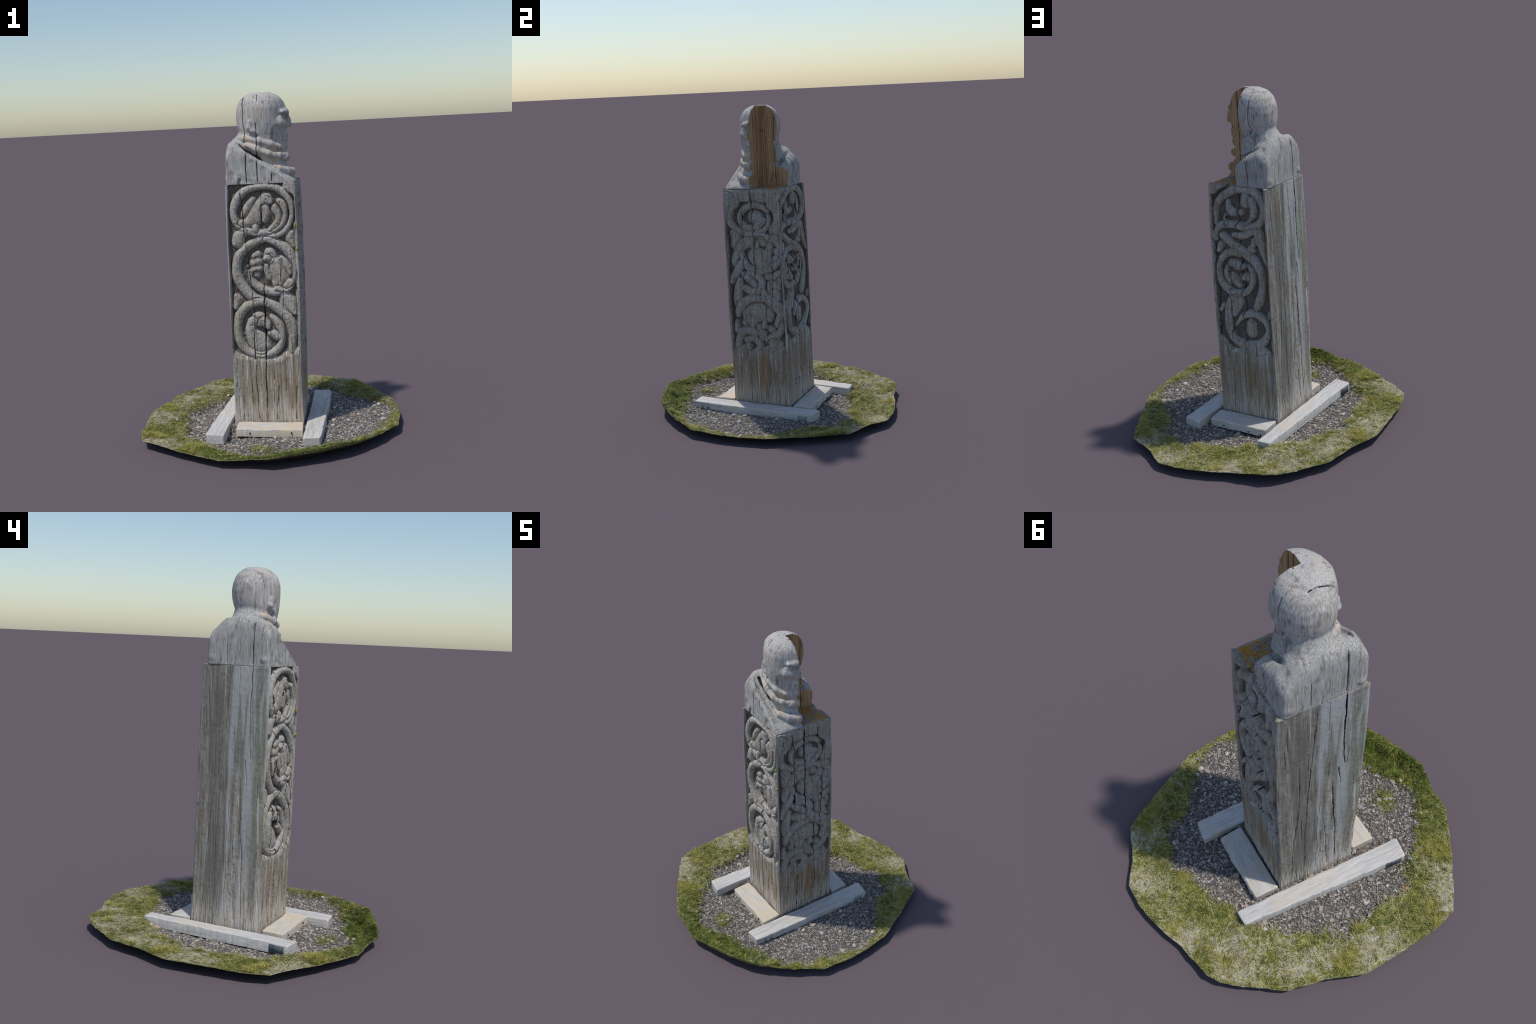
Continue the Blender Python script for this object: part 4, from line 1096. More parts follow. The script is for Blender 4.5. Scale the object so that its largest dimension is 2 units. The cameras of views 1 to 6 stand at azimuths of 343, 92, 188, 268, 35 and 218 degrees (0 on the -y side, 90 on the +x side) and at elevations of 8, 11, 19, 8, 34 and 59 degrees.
def rim_at(th):
    """Straight-sided outline through the rim points, with a slightly torn edge."""
    th = (th + np.pi) % (2 * np.pi) - np.pi
    n = len(rim_th)
    k = np.searchsorted(rim_th, th) % n
    A, B = RIM_A[k - 1], RIM_A[k]
    dx, dy = np.cos(th), np.sin(th)
    ex, ey = B[:, 0] - A[:, 0], B[:, 1] - A[:, 1]
    den = dx * ey - dy * ex
    r = (A[:, 0] * ey - A[:, 1] * ex) / den
    u = (dx * A[:, 1] - dy * A[:, 0]) / -den
    u = np.clip(np.where(np.abs(ex) > np.abs(ey), (r * dx - A[:, 0]) / np.where(ex == 0, 1, ex), (r * dy - A[:, 1]) / np.where(ey == 0, 1, ey)), 0, 1)
    z = A[:, 2] + (B[:, 2] - A[:, 2]) * u
    r = r + .003 * vnoise(np.cos(th) * 22, np.sin(th) * 22, 0, 3)
    return r, z


def turf_edge(th):
    T = np.array(TURF)
    return np.interp(np.degrees((th + np.pi) % (2 * np.pi) - np.pi), T[:, 0], T[:, 1])


def turf_amount(x, y):
    th = np.arctan2(y, x)
    r = np.hypot(x, y)
    return sstep(-.035, .045, r - turf_edge(th) + .045 * vnoise(x * 11, y * 11, 0, 8) + .02 * vnoise(x * 34, y * 34, 0, 9))


def ground_height(x, y):
    th, r = np.arctan2(y, x), np.hypot(x, y)
    rr, rz = rim_at(th)
    g = turf_amount(x, y)
    gravel = .014 + .006 * vnoise(x * 7, y * 7, 0, 12) + .004 * vnoise(x * 26, y * 26, 0, 13)
    # a hollow by the loose end of the back plank
    gravel = gravel - .016 * np.exp(-((x + .30) ** 2 + (y + .27) ** 2) / .0025)
    # gravel heaped between the post and the planks; higher ground behind the back plank
    d = np.stack([x, y], -1) - C0
    around = np.maximum(np.abs(d @ E1), np.abs(d @ E2)) - .2
    gravel = gravel + .007 * sstep(.2, .45, x) + .034 * sstep(.09, .02, around)
    swell = .022 * np.exp(-((x + .10) ** 2 + (y - .50) ** 2) / .016)
    gravel = gravel + swell
    turf = .042 + .007 * vnoise(x * 9, y * 9, 0, 14) + .010 * np.abs(vnoise(x * 24, y * 24, 0, 15)) + .004 * vnoise(x * 70, y * 70, 0, 16)
    turf = turf + swell * .7
    # lower turf to the north-east and just inside the southern lip
    deg = np.degrees(th)
    turf = turf - .013 * np.exp(-((deg - 42) / 38) ** 2) - .016 * np.exp(-((deg + 95) / 30) ** 2)
    z = gravel * (1 - g) + turf * g
    return z + (rz - z) * sstep(.90, 1.0, r / rr) * .85


def dry_patch(x, y):
    c = [(-.10, .63), (-.62, .20), (-.73, -.24), (.52, .62), (-.42, .47), (.18, .72), (.70, .40)]
    d = sum(np.exp(-((x - a) ** 2 + (y - b) ** 2) / .010) for a, b in c)
    return np.clip(d * .95 + .45 * vnoise(x * 9, y * 9, 0, 33), 0, 1)


def build_patch():
    na, nr = 720, 120
    th = np.linspace(-np.pi, np.pi, na, endpoint=False)
    rr, _ = rim_at(th)
    t = np.linspace(0.02, 1, nr) ** 0.8
    R = rr[None] * t[:, None]
    X, Y = R * np.cos(th)[None], R * np.sin(th)[None]
    Z = ground_height(X.ravel(), Y.ravel()).reshape(X.shape)
    top = np.stack([X, Y, Z], -1)
    under = top[::8].copy()
    under[..., 2] -= 0.012 + .012 * (1 - t[::8, None])
    lip = top[-1:].copy()
    lip[..., 2] -= np.where(lip[..., 2] > .06, (lip[..., 2] - .06) * .6 + .003, .003)
    lip[..., :2] *= .998
    rows = np.concatenate([top, lip, under[::-1]], 0)
    n = len(rows)
    j, i = np.meshgrid(np.arange(n - 1), np.arange(na), indexing="ij")
    a = j * na + i
    b = j * na + (i + 1) % na
    quads = np.stack([a, a + na, b + na, b], -1).reshape(-1, 4)
    V = rows.reshape(-1, 3)
    V[:, 2] = np.maximum(V[:, 2], 0.0)
    N, _ = quad_normals(V, quads)
    ctr = V[quads].mean(1)
    g = turf_amount(ctr[:, 0], ctr[:, 1])
    lab = np.where(g + .25 * vnoise(ctr[:, 0] * 60, ctr[:, 1] * 60, 0, 77) > .45, 2, 1)
    lab[(lab == 2) & (dry_patch(ctr[:, 0], ctr[:, 1]) + .15 * vnoise(ctr[:, 0] * 50, ctr[:, 1] * 50, 0, 78) > .52)] = 4
    lab[nr * na:] = 3
    made = {}
    names = {1: ("gravel_bed", M_SOIL), 2: ("turf", M_TURF), 3: ("soil_underside", M_UNDER), 4: ("dry_turf", M_DRY)}

    def builder(k, verts, faces, normals):
        made[k] = new_object(names[k][0], verts, faces, names[k][1], None, True, normals)
    split_regions(V, quads, N, lab, builder)
    return made


def soil_material():
    n = Nodes("gravelly_soil")
    v = n.mapping()
    c1 = n.voronoi(v, 150, "F1", "Color")
    sep = n.new("ShaderNodeSeparateColor")
    n.link(c1, sep.inputs[0])
    edge = n.voronoi(v, 150, "DISTANCE_TO_EDGE")
    big = n.noise(v, 9, 3, 0.6)
    col = n.ramp(sep.outputs[0], [(0.0, srgb(64, 61, 58)), (0.5, srgb(104, 99, 94)), (0.85, srgb(158, 149, 140)), (1.0, srgb(196, 190, 184))])
    col = n.mix(n.range(edge, 0.10, 0.0), col, srgb(58, 54, 51))
    col = n.mix(n.math("MULTIPLY", n.range(big, .45, .65), .4), col, srgb(98, 90, 82))
    return n.finish(col, 0.95, sep.outputs[0], 0.5, 0.004)


def turf_material(name, dry):
    n = Nodes(name)
    v = n.mapping()
    f = n.noise(v, 130, 4, 0.65)
    big = n.noise(v, 8, 3, 0.6)
    col = n.ramp(f, [(0.32, srgb(58, 58, 34)), (0.5, srgb(116, 114, 64)), (0.68, srgb(176, 166, 118))])
    if dry:
        col = n.ramp(f, [(0.32, srgb(104, 96, 72)), (0.5, srgb(176, 168, 142)), (0.68, srgb(218, 213, 196))])
    else:
        col = n.mix(n.range(big, .5, .64), col, srgb(92, 100, 46))
    return n.finish(col, 0.95, f, 0.6, 0.006)


M_SOIL = soil_material()
M_TURF = turf_material("turf_thatch", False)
M_DRY = turf_material("dry_turf_thatch", True)
M_UNDER = plain("dark_soil", [(0.3, srgb(48, 42, 36)), (0.7, srgb(74, 66, 56))], 60)
patch_parts = build_patch()
PATCH = bpy.data.objects.new("ground_patch", None)
bpy.context.scene.collection.objects.link(PATCH)
PATCH["label"] = "round saucer of grey gravel ringed with grass"
PATCH["category"] = "ground"
for ob in patch_parts.values():
    ob.parent = PATCH

# ------------------------------------------------------------------ stones
def icosphere(level):
    g = (1 + 5 ** .5) / 2
    v = [(-1, g, 0), (1, g, 0), (-1, -g, 0), (1, -g, 0), (0, -1, g), (0, 1, g), (0, -1, -g), (0, 1, -g), (g, 0, -1), (g, 0, 1), (-g, 0, -1), (-g, 0, 1)]
    f = [(0, 11, 5), (0, 5, 1), (0, 1, 7), (0, 7, 10), (0, 10, 11), (1, 5, 9), (5, 11, 4), (11, 10, 2), (10, 7, 6), (7, 1, 8),
         (3, 9, 4), (3, 4, 2), (3, 2, 6), (3, 6, 8), (3, 8, 9), (4, 9, 5), (2, 4, 11), (6, 2, 10), (8, 6, 7), (9, 8, 1)]
    v = [np.array(p) / np.linalg.norm(p) for p in v]
    for _ in range(level):
        cache, nf = {}, []

        def mid(a, b):
            k = (min(a, b), max(a, b))
            if k not in cache:
                m = v[a] + v[b]
                v.append(m / np.linalg.norm(m))
                cache[k] = len(v) - 1
            return cache[k]
        for a, b, c in f:
            x, y, z = mid(a, b), mid(b, c), mid(c, a)
            nf += [(a, x, z), (b, y, x), (c, z, y), (x, y, z)]
        f = nf
    return np.array(v), np.array(f, np.int64)


def stone(level, seed):
    v, f = icosphere(level)
    d = 1 + .22 * vnoise(v[:, 0] * 1.3, v[:, 1] * 1.3, v[:, 2] * 1.3, seed) + .10 * vnoise(v[:, 0] * 3, v[:, 1] * 3, v[:, 2] * 3, seed + 50)
    v = v * d[:, None] * np.array([1.0, .72, .45])
    cut = np.array([.6, .75, .9][seed % 3])
    v[:, 0] = np.clip(v[:, 0], -cut * 1.1, cut)
    return v, f


POST_FOOT = np.array([FOOT[k] for k in "ABCD"])


def clear_of_post(x, y, pad=.0):
    d = np.stack([x, y], -1) - C0
    p, q = d @ E1, d @ E2
    return (np.abs(p) > .205 + pad) | (np.abs(q) > .205 + pad)


def scatter(n, seed, keep):
    rng = np.random.default_rng(seed)
    out = np.zeros((0, 2))
    while len(out) < n:
        xy = rng.uniform(-.83, .83, (n * 2, 2))
        th, r = np.arctan2(xy[:, 1], xy[:, 0]), np.hypot(xy[:, 0], xy[:, 1])
        rr, _ = rim_at(th)
        ok = (r < rr - .012) & clear_of_post(xy[:, 0], xy[:, 1])
        xy = xy[ok]
        xy = xy[rng.uniform(size=len(xy)) < keep(xy[:, 0], xy[:, 1])]
        out = np.concatenate([out, xy])
    return out[:n], rng


def gravel_density(x, y):
    return np.clip(1.0 - turf_amount(x, y) * 1.05, 0, 1)


def joined_stones(name, n, lo, hi, seed, mat, level=1):
    xy, rng = scatter(n, seed, gravel_density)
    size = lo + (hi - lo) * rng.power(0.45, n)[:] ** 1.0 * rng.uniform(.3, 1, n)
    z = ground_height(xy[:, 0], xy[:, 1])
    VV, FF, base = [], [], 0
    kinds = [stone(level, s) for s in range(6)]
    which = rng.integers(0, 6, n)
    for k in range(6):
        sel = np.where(which == k)[0]
        v, f = kinds[k]
        a = rng.uniform(0, 2 * np.pi, len(sel))
        tilt = rng.normal(0, .25, len(sel))
        c, s = np.cos(a), np.sin(a)
        ct, st = np.cos(tilt), np.sin(tilt)
        x0 = v[None, :, 0] * ct[:, None] + v[None, :, 2] * st[:, None]
        z0 = -v[None, :, 0] * st[:, None] + v[None, :, 2] * ct[:, None]
        y0 = np.broadcast_to(v[None, :, 1], x0.shape)
        S = size[sel][:, None]
        P = np.stack([xy[sel, 0][:, None] + S * (x0 * c[:, None] - y0 * s[:, None]),
                      xy[sel, 1][:, None] + S * (x0 * s[:, None] + y0 * c[:, None]),
                      z[sel][:, None] + S * (z0 + .12)], -1)
        P[..., 2] = np.maximum(P[..., 2], .0005)
        nv = len(v)
        F = f[None] + (np.arange(len(sel)) * nv)[:, None, None] + base
        base += nv * len(sel)
        VV.append(P.reshape(-1, 3)); FF.append(F.reshape(-1, 3))
    return new_object(name, np.concatenate(VV), np.concatenate(FF), mat, PATCH, True, None, "stuff")


M_GRAVEL = gravel_material("mixed_gravel")
joined_stones("gravel", 5200, .0045, .0115, 5, M_GRAVEL)
joined_stones("fine_gravel", 9000, .0022, .0055, 6, M_GRAVEL, 0)

M_PEBBLE = plain("pebble_stone", [(0.0, srgb(112, 112, 112)), (0.3, srgb(144, 142, 139)), (0.55, srgb(158, 152, 145)), (0.75, srgb(176, 160, 142)),
                                  (0.9, srgb(196, 190, 184)), (1.0, srgb(172, 124, 106))], 60, 0.85, 0.25, True)


def build_pebbles():
    xy, rng = scatter(280, 17, lambda x, y: np.clip(gravel_density(x, y) + .04, 0, 1))
    z = ground_height(xy[:, 0], xy[:, 1])
    meshes = []
    for s in range(9):
        v, f = stone(2, s + 10)
        ob = new_object("pebble", v, f, M_PEBBLE, PATCH)
        meshes.append(ob)
    for i in range(len(xy)):
        ob = meshes[i] if i < 9 else meshes[i % 9].copy()
        if i >= 9:
            bpy.context.scene.collection.objects.link(ob)
        s = .0085 + .011 * rng.uniform() ** 2.2
        ob.location = (xy[i, 0], xy[i, 1], max(z[i] + s * .15, s * .62))
        ob.rotation_euler = (rng.normal(0, .15), rng.normal(0, .15), rng.uniform(0, 6.28))
        ob.scale = (s, s, s * rng.uniform(.8, 1.2))


build_pebbles()

# ------------------------------------------------------------------- grass
def blades(name, n, seed, mat, density, length, width, lift, clump=0.0):
    xy, rng = scatter(n, seed, density)
    z = ground_height(xy[:, 0], xy[:, 1])
    th = rng.uniform(0, 2 * np.pi, n)
    # neighbours lean alike
    th = np.where(rng.uniform(size=n) < clump, 6 * vnoise(xy[:, 0] * 12, xy[:, 1] * 12, 0, 20) + rng.normal(0, .5, n), th)
    L = rng.uniform(*length, n)
    Wd = rng.uniform(*width, n)
    up = rng.uniform(*lift, n)
    curl = rng.normal(0, .5, n)
    segs = 4
    rows = []
    px, py, pz = xy[:, 0].copy(), xy[:, 1].copy(), z - .002
    for s in range(segs + 1):
        u = s / segs
        w = Wd * (1 - u ** 1.5) * .5 + .0001
        h = th + curl * u
        rows.append(np.stack([np.stack([px - np.sin(h) * w, py + np.cos(h) * w, pz], -1),
                              np.stack([px + np.sin(h) * w, py - np.cos(h) * w, pz], -1)], 1))
        pitch = up * (1 - 1.5 * u)
        step = L / segs
        px = px + step * np.cos(pitch) * np.cos(h)
        py = py + step * np.cos(pitch) * np.sin(h)
        pz = pz + step * np.sin(pitch)
        # droop no lower than the turf
        rim, _ = rim_at(np.arctan2(py, px))
        far = np.hypot(px, py)
        k = np.where(far > rim - .001, (rim - .001) / far, 1)
        px, py = px * k, py * k
        pz = np.maximum(pz, ground_height(px, py) + .0006)
    V = np.stack(rows, 1).reshape(n, -1, 3)          # n x (segs+1)*2 x 3
    k = np.arange(segs)[:, None] * 2
    quad = np.concatenate([k, k + 1, k + 3, k + 2], 1)
    F = quad[None] + (np.arange(n) * (segs + 1) * 2)[:, None, None]
    return new_object(name, V.reshape(-1, 3), F.reshape(-1, 4), mat, PATCH, True, None, "stuff")


def lush(x, y):
    th = np.degrees(np.arctan2(y, x))
    return np.exp(-((th + 92) / 30) ** 2)


def on_turf(x, y):
    tuft = np.exp(-((x + .185) ** 2 + (y + .507) ** 2) / .0022) * .55
    return np.clip(turf_amount(x, y) ** 1.5 + tuft, 0, 1)


M_GREEN = leaf_material("grass_green", [(0.3, srgb(58, 72, 28)), (0.5, srgb(98, 112, 46)), (0.7, srgb(144, 150, 72))], 30)
M_YELLOW = leaf_material("grass_yellow_green", [(0.3, srgb(128, 126, 56)), (0.5, srgb(168, 162, 82)), (0.7, srgb(200, 188, 118))], 30)
M_STRAW = leaf_material("grass_dry", [(0.3, srgb(176, 162, 126)), (0.5, srgb(208, 199, 174)), (0.7, srgb(230, 225, 212))], 30)
blades("green_grass", 8000, 41, M_GREEN, lambda x, y: on_turf(x, y) * (1 - .92 * dry_patch(x, y)), (.022, .048), (.0018, .0034), (.12, .75), .5)
blades("yellow_grass", 9000, 42, M_YELLOW, lambda x, y: on_turf(x, y) * (1 - .5 * dry_patch(x, y)) * (1 - .7 * lush(x, y)), (.024, .055), (.0017, .0032), (.05, .6), .5)
blades("dry_grass", 11000, 43, M_STRAW, lambda x, y: on_turf(x, y) * np.clip(dry_patch(x, y) * 1.3 + .08, 0, 1) * (1 - .8 * lush(x, y)), (.022, .060), (.0015, .0030), (.02, .35), .2)
blades("lush_grass", 5000, 44, M_GREEN, lambda x, y: on_turf(x, y) * lush(x, y), (.024, .050), (.0020, .0036), (.25, .9), .7)

def tufts(x, y):
    return on_turf(x, y) * sstep(.25, .6, vnoise(x * 13, y * 13, 0, 55)) * (1 - .5 * lush(x, y))


blades("grass_tufts", 4200, 45, M_YELLOW, tufts, (.026, .052), (.0016, .0030), (.5, 1.25), .3)

# ------------------------------------------------------------ loose straws
def straw(pts, r=.0013):
    P = np.array(pts, float)
    rows = []
    for i, p in enumerate(P):
        d = P[min(i + 1, len(P) - 1)] - P[max(i - 1, 0)]
        d = d / np.linalg.norm(d)
        a = np.cross(d, [0, 0, 1.]); a /= np.linalg.norm(a)
        b = np.cross(a, d)
        ang = np.arange(6) * np.pi / 3
        rows.append(p + r * (np.cos(ang)[:, None] * a + np.sin(ang)[:, None] * b))
    V = np.concatenate(rows)
    F = [(i * 6 + k, i * 6 + (k + 1) % 6, (i + 1) * 6 + (k + 1) % 6, (i + 1) * 6 + k) for i in range(len(P) - 1) for k in range(6)]
    return new_object("dry_straw", V, np.array(F), M_STRAW, PATCH)


for pts in ([(-.405, -.105), (-.432, -.077), (-.489, .004)], [(.20, -.60), (.155, -.64), (.10, -.675)], [(-.52, -.02), (-.47, .055)],
            [(-.33, .36), (-.24, .33)], [(-.45, -.33), (-.50, -.28), (-.545, -.26)]):
    q = np.array(pts)
    zz = ground_height(q[:, 0], q[:, 1]) + .010
    straw(np.column_stack([q, zz]))

# ======================================================================
# 4. THE PLANKS lying round the foot
# ======================================================================
def plank(name, ends, thick, mat, seed, label):
    """ends: (start inner, start outer, finish inner, finish outer) upper corners."""
    si, so, fi_, fo = (np.array(e, float) + np.array([0, 0, .004]) for e in ends)
    for a, b in ((si, so), (fi_, fo)):
        b += (b - a) * np.array([.04, .04, 0])
    nl = 150
    t = np.linspace(0, 1, nl)[:, None]
    I, O = si + (fi_ - si) * t, so + (fo - so) * t
    L = np.linalg.norm(fi_ - si)
    s = (t[:, 0] * L)
    I = I + (I - O) / np.linalg.norm(I - O, axis=1, keepdims=True) * (.0022 * vnoise(s * 14, 1.0, 0, seed))[:, None]
    O = O + (O - I) / np.linalg.norm(I - O, axis=1, keepdims=True) * (.0042 * vnoise(s * 16, 2.0, 0, seed) + .0016 * vnoise(s * 70, 2.0, 0, seed))[:, None]
    rad = .007
    prof = []
    for c0, a0 in (((0, 0), np.pi), ((1, 0), np.pi / 2)):
        pass
    w = np.linalg.norm(O - I, axis=1)
    across = (O - I) / w[:, None]
    up = np.array([0, 0, 1.0])
    rows = []
    ang = np.linspace(0, np.pi / 2, 5)
    for r in range(nl):
        pts = []
        end = min(r, nl - 1 - r)
        shrink = .0035 * max(0, 1 - end / 1.5)
        rr = rad * (1 + .4 * vnoise(s[r] * 25, 5.0, 0, seed))
        W0 = w[r]
        dz = .0012 * vnoise(s[r] * 9, 7.0, 0, seed)
        pts += [(shrink, -thick)]
        pts += [(shrink + rr - rr * np.cos(a), -rr + rr * np.sin(a) - shrink) for a in ang]
        for k in np.linspace(.12, .88, 14):
            g = .0006 * vnoise(k * 22, s[r] * 3, 0, seed + 2) + .0009 * vnoise(k * 3, s[r] * 5, 0, seed + 3)
            pts.append((W0 * k, g - shrink))
        pts += [(W0 - shrink - rr + rr * np.sin(a), -rr + rr * np.cos(a) - shrink) for a in ang]
        low = .010 * np.clip(vnoise(s[r] * 9, 9.0, 0, seed), -1, 1)
        pts += [(W0 - shrink, -thick)]
        pts = np.array(pts)
        rows.append(I[r] + across[r] * pts[:, :1] + up * (pts[:, 1:] + dz))
    R = np.array(rows)
    m = R.shape[1]
    V = R.reshape(-1, 3)
    j, i = np.meshgrid(np.arange(nl - 1), np.arange(m), indexing="ij")
    a = j * m + i
    b = j * m + (i + 1) % m
    F = np.stack([a, b, b + m, a + m], -1).reshape(-1, 4)
    c0, c1 = R[0].mean(0), R[-1].mean(0)
    V = np.vstack([V, c0, c1])
    k = np.arange(m)
    n0 = nl * m
    T0 = np.stack([(k + 1) % m, k, np.full(m, n0)], 1)
    T1 = np.stack([(nl - 1) * m + k, (nl - 1) * m + (k + 1) % m, np.full(m, n0 + 1)], 1)
    V[:, 2] = np.maximum(V[:, 2], 0.001)
    ob = new_object(name, V, [F, np.vstack([T0, T1])], mat, None, True)
    bpy.context.view_layer.objects.active = ob
    ob.select_set(True)
    bpy.ops.object.shade_smooth_by_angle(angle=math.radians(45))
    ob.select_set(False)
    ob["label"] = label
    ob["category"] = "plank"
    return ob


def plank_wood(name, rot, seed, warm):
    n = Nodes(name)
    v = n.mapping((0.05, 1, 1), src=n.mapping(rot=(0, 0, -rot), loc=(0, 0, 0)))
    grain = n.noise(v, 240, 4, 0.6)
    wide = n.noise(v, 45, 3, 0.5, 0.4)
    blot = n.noise(n.mapping(loc=(seed, 2, 1)), 9, 3, 0.6)
    col = n.ramp(grain, [(0.25, srgb(164, 159, 152)), (0.5, srgb(202, 199, 194)), (0.75, srgb(220, 218, 215))])
    col = n.mix(n.math("MULTIPLY", n.range(wide, 0.5, 0.68), 0.35), col, srgb(158, 150, 140))
    col = n.mix(n.math("MULTIPLY", n.range(blot, 0.55 - warm * .25, 0.75 - warm * .2), 0.35 + warm * .45), col, srgb(208, 190, 162))
    return n.finish(col, 0.8, grain, 0.4, 0.003)


LONG = math.atan2(E2[1], E2[0])
SHORT = math.atan2(E1[1], E1[0])
PL_BACK = plank("wooden_plank", [(-.369, -.335, .068), (-.458, -.280, .071), (.033, .465, .071), (-.038, .495, .075)], .055,
                plank_wood("bleached_plank", LONG, 1.0, .25), 101, "long bleached grey-white weathered plank with metal strap")
PL_FRONT = plank("wooden_plank", [(.036, -.540, .055), (.129, -.574, .056), (.416, .257, .066), (.506, .200, .066)], .052,
                 plank_wood("bleached_plank", LONG, 5.0, .05), 111, "long bleached white weathered plank lying on gravel")
PL_BIRD = plank("wooden_plank", [(.128, -.305, .064), (.083, -.419, .061), (-.223, -.153, .071), (-.272, -.259, .067)], .045,
                plank_wood("tan_plank", SHORT, 9.0, .8), 121, "short cream weathered plank with two dark screw-hole discs")
PL_KNOT = plank("wooden_plank", [(-.051, .242, .075), (.001, .351, .073), (.309, .084, .061), (.352, .196, .059)], .045,
                plank_wood("tan_plank", SHORT, 13.0, .55), 131, "short grey-cream weathered plank with dark screw-hole discs")


def flip_if_inside_out(ob):
    me = ob.data
    n = len(me.polygons)
    nz = np.zeros(n * 3); me.polygons.foreach_get("normal", nz)
    c = np.zeros(n * 3); me.polygons.foreach_get("center", c)
    nz, c = nz.reshape(-1, 3), c.reshape(-1, 3)
    m = c.mean(0)
    if ((c - m) * nz).sum() < 0:
        me.flip_normals()


for ob in (PL_BACK, PL_FRONT, PL_BIRD, PL_KNOT):
    flip_if_inside_out(ob)

M_METAL = plain("dark_galvanised_metal", [(0.3, srgb(72, 84, 88)), (0.7, srgb(104, 115, 118))], 50, 0.6)
M_ZINC = plain("pale_galvanised_metal", [(0.3, srgb(136, 146, 148)), (0.7, srgb(166, 174, 174))], 50, 0.6)
M_HOLE_DISC = plain("dark_hole_disc", [(0.3, srgb(34, 28, 24)), (0.7, srgb(58, 44, 34))], 60)  # dark colour of the solid discs that stand in for holes


def box_on(name, centre, ax, ay, az, sx, sy, sz, mat, parent):
    ax, ay, az = (np.array(v, float) / np.linalg.norm(v) for v in (ax, ay, az))
    V, c = [], np.array(centre, float)
    for i in (-1, 1):
        for j in (-1, 1):
            for k in (-1, 1):
                V.append(c + ax * sx * i + ay * sy * j + az * sz * k)
    F = np.array([(0, 1, 3, 2), (4, 6, 7, 5), (0, 4, 5, 1), (2, 3, 7, 6), (0, 2, 6, 4), (1, 5, 7, 3)])
    ob = new_object(name, np.array(V), F, mat, parent, False)
    flip_if_inside_out(ob)
    return ob


def disc_on(name, centre, normal, r, mat, parent):
    nrm = np.array(normal, float) / np.linalg.norm(normal)
    a = np.cross(nrm, [0, 0, 1.])
    if np.linalg.norm(a) < .1:
        a = np.array([1., 0, 0])
    a /= np.linalg.norm(a)
    b = np.cross(nrm, a)
    ang = np.arange(14) * 2 * np.pi / 14
    c = np.array(centre, float)
    ring = c + r * (np.cos(ang)[:, None] * a + np.sin(ang)[:, None] * b)
    V = np.vstack([ring + nrm * .0012, ring - nrm * .006, c + nrm * .0004, c - nrm * .006])
    k = np.arange(14)
    F4 = np.stack([k, k + 14, (k + 1) % 14 + 14, (k + 1) % 14], 1)
    F3 = np.vstack([np.stack([k, (k + 1) % 14, np.full(14, 28)], 1), np.stack([k + 14, np.full(14, 29), (k + 1) % 14 + 14], 1)])
    return new_object(name, V, [F4, F3], mat, parent, False)


# metal straps nailed along the outer edges, solid dark discs for perforations
def strap(parent, a, b, z, outward, half_h, mat):
    a, b = np.array(a, float), np.array(b, float)
    d = (b - a) / np.linalg.norm(b - a)
    c = (a + b) / 2
    out = np.array([*outward, 0.])
    s = box_on("metal_strap", [c[0], c[1], z], [d[0], d[1], 0], [0, 0, 1], out, np.linalg.norm(b - a) / 2, half_h, .0022, mat, parent)
    m = int(np.linalg.norm(b - a) / .016)
    for i in range(m):
        for k in (-1, 0, 1):
            u = (i + .5 + (.25 if k == 0 else 0)) / m
            q = a + (b - a) * u
            disc_on("strap_hole_disc", [q[0] + out[0] * .0018, q[1] + out[1] * .0018, z + k * half_h * .6], out, .0022, M_HOLE_DISC, s)


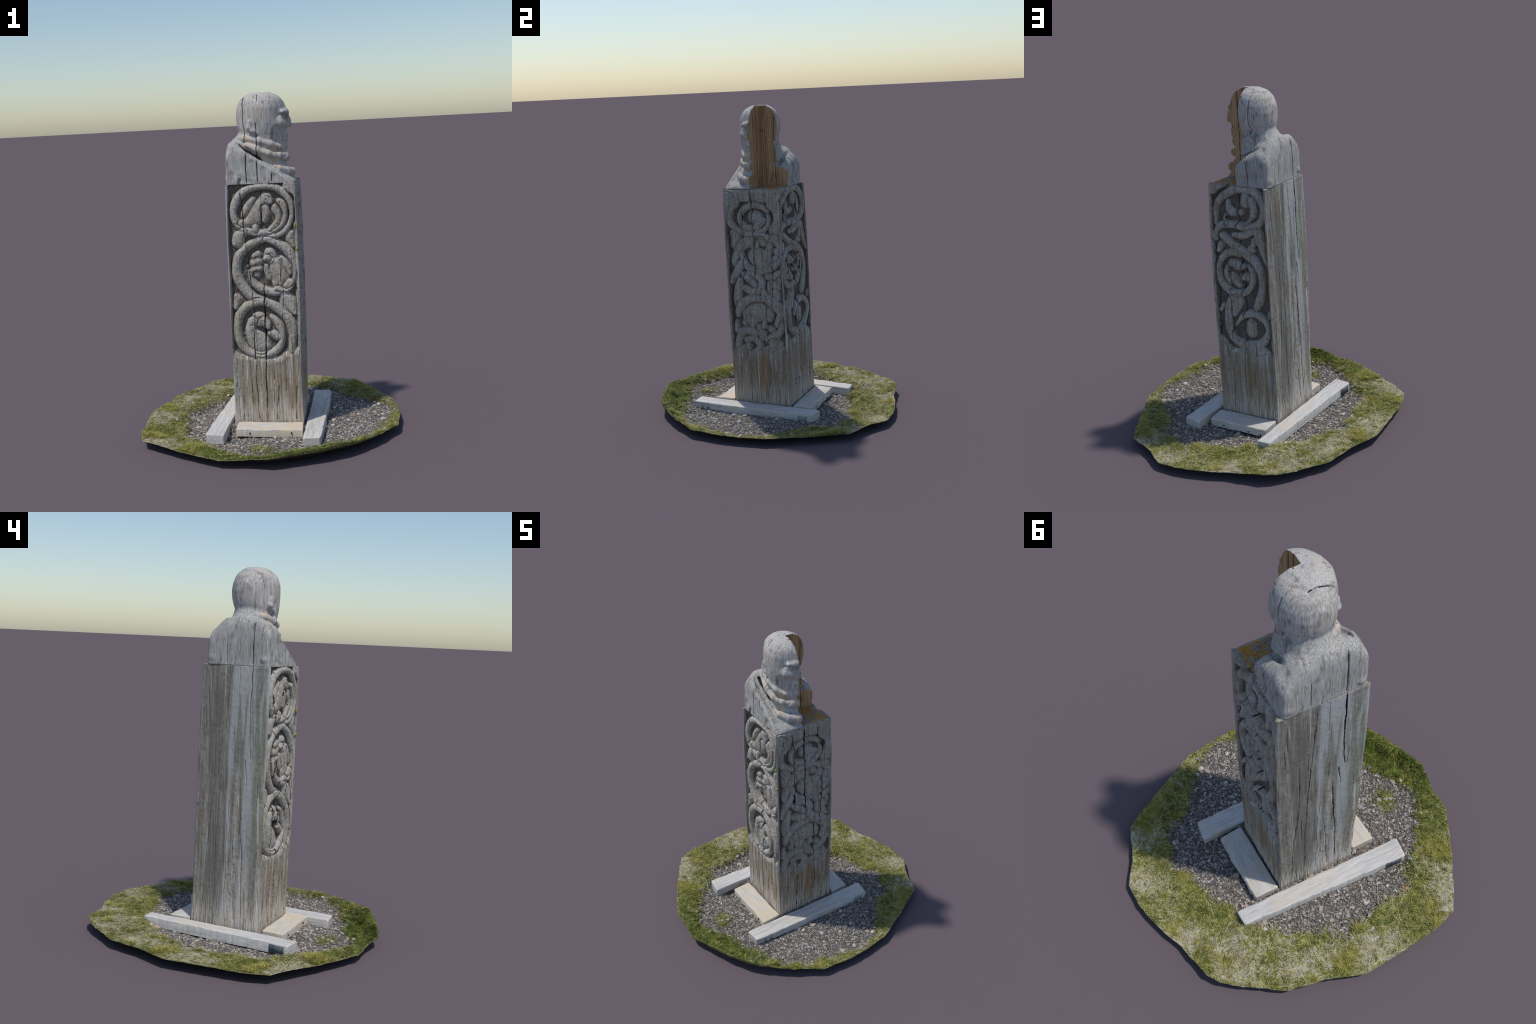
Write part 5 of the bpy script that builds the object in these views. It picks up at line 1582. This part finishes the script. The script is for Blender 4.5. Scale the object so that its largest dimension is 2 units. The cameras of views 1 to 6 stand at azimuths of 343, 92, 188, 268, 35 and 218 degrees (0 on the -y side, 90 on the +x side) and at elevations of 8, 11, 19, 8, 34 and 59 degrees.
o_back = -E1
edge_s, edge_n = np.array([-.458, -.280]), np.array([-.038, .495])
dd = (edge_n - edge_s) / np.linalg.norm(edge_n - edge_s)
nb = np.array([-dd[1], dd[0]])
strap(PL_BACK, edge_s + dd * .022 + nb * .005, edge_s + dd * .105 + nb * .005, .044, nb, .023, M_METAL)
edge_s, edge_n = np.array([.129, -.574]), np.array([.506, .200])
dd = (edge_n - edge_s) / np.linalg.norm(edge_n - edge_s)
nf = np.array([dd[1], -dd[0]])
strap(PL_FRONT, edge_n - dd * .095 + nf * .003, edge_n - dd * .035 + nf * .003, .038, nf, .018, M_ZINC)
strap(PL_FRONT, edge_s + dd * .055 + nf * .003, edge_s + dd * .125 + nf * .003, .030, nf, .014, M_ZINC)

# solid dark discs as screw holes along the short planks, a few in the long ones
for plank_ob, a, b, zz, us in ((PL_BIRD, (.083, -.419), (-.272, -.259), .045, (.17, .79)), (PL_KNOT, (.001, .351), (.352, .196), .040, (.30, .75, .08))):
    a, b = np.array(a), np.array(b)
    d = (b - a) / np.linalg.norm(b - a)
    mid = (a + b) / 2
    out = np.array([-d[1], d[0]])
    out = out if out @ (mid - C0) > 0 else -out
    for u in us:
        q = a + (b - a) * u + out * .0068
        disc_on("screw_hole_disc", [q[0], q[1], zz], [out[0], out[1], 0], .0048, M_HOLE_DISC, plank_ob)
for plank_ob, x, y, z in ((PL_FRONT, .138, -.50, .0573), (PL_BACK, -.255, -.02, .0735)):
    disc_on("screw_hole_disc", [x, y, z], [0, 0, 1], .0032, M_HOLE_DISC, plank_ob)


# ------------------------------------------------ lichen on the post's edges
M_LICHEN = plain("yellow_lichen", [(0.3, srgb(128, 136, 40)), (0.6, srgb(168, 170, 62)), (0.8, srgb(206, 200, 120))], 120)
for p, q, z, sx, sz in ((.196, -.203, 1.235, .006, .020), (.201, -.204, 1.100, .008, .010), (.016, -.010, 1.990, .007, .004)):
    v, f = stone(2, 4)
    ob = new_object("lichen", v, f, M_LICHEN, SHAFT)
    w = to_world(np.array(p), np.array(q), np.array(z))
    ob.location = tuple(w)
    ob.scale = (sx, .006, sz * 1.8)
    ob.rotation_euler = (0, 0, TURN)
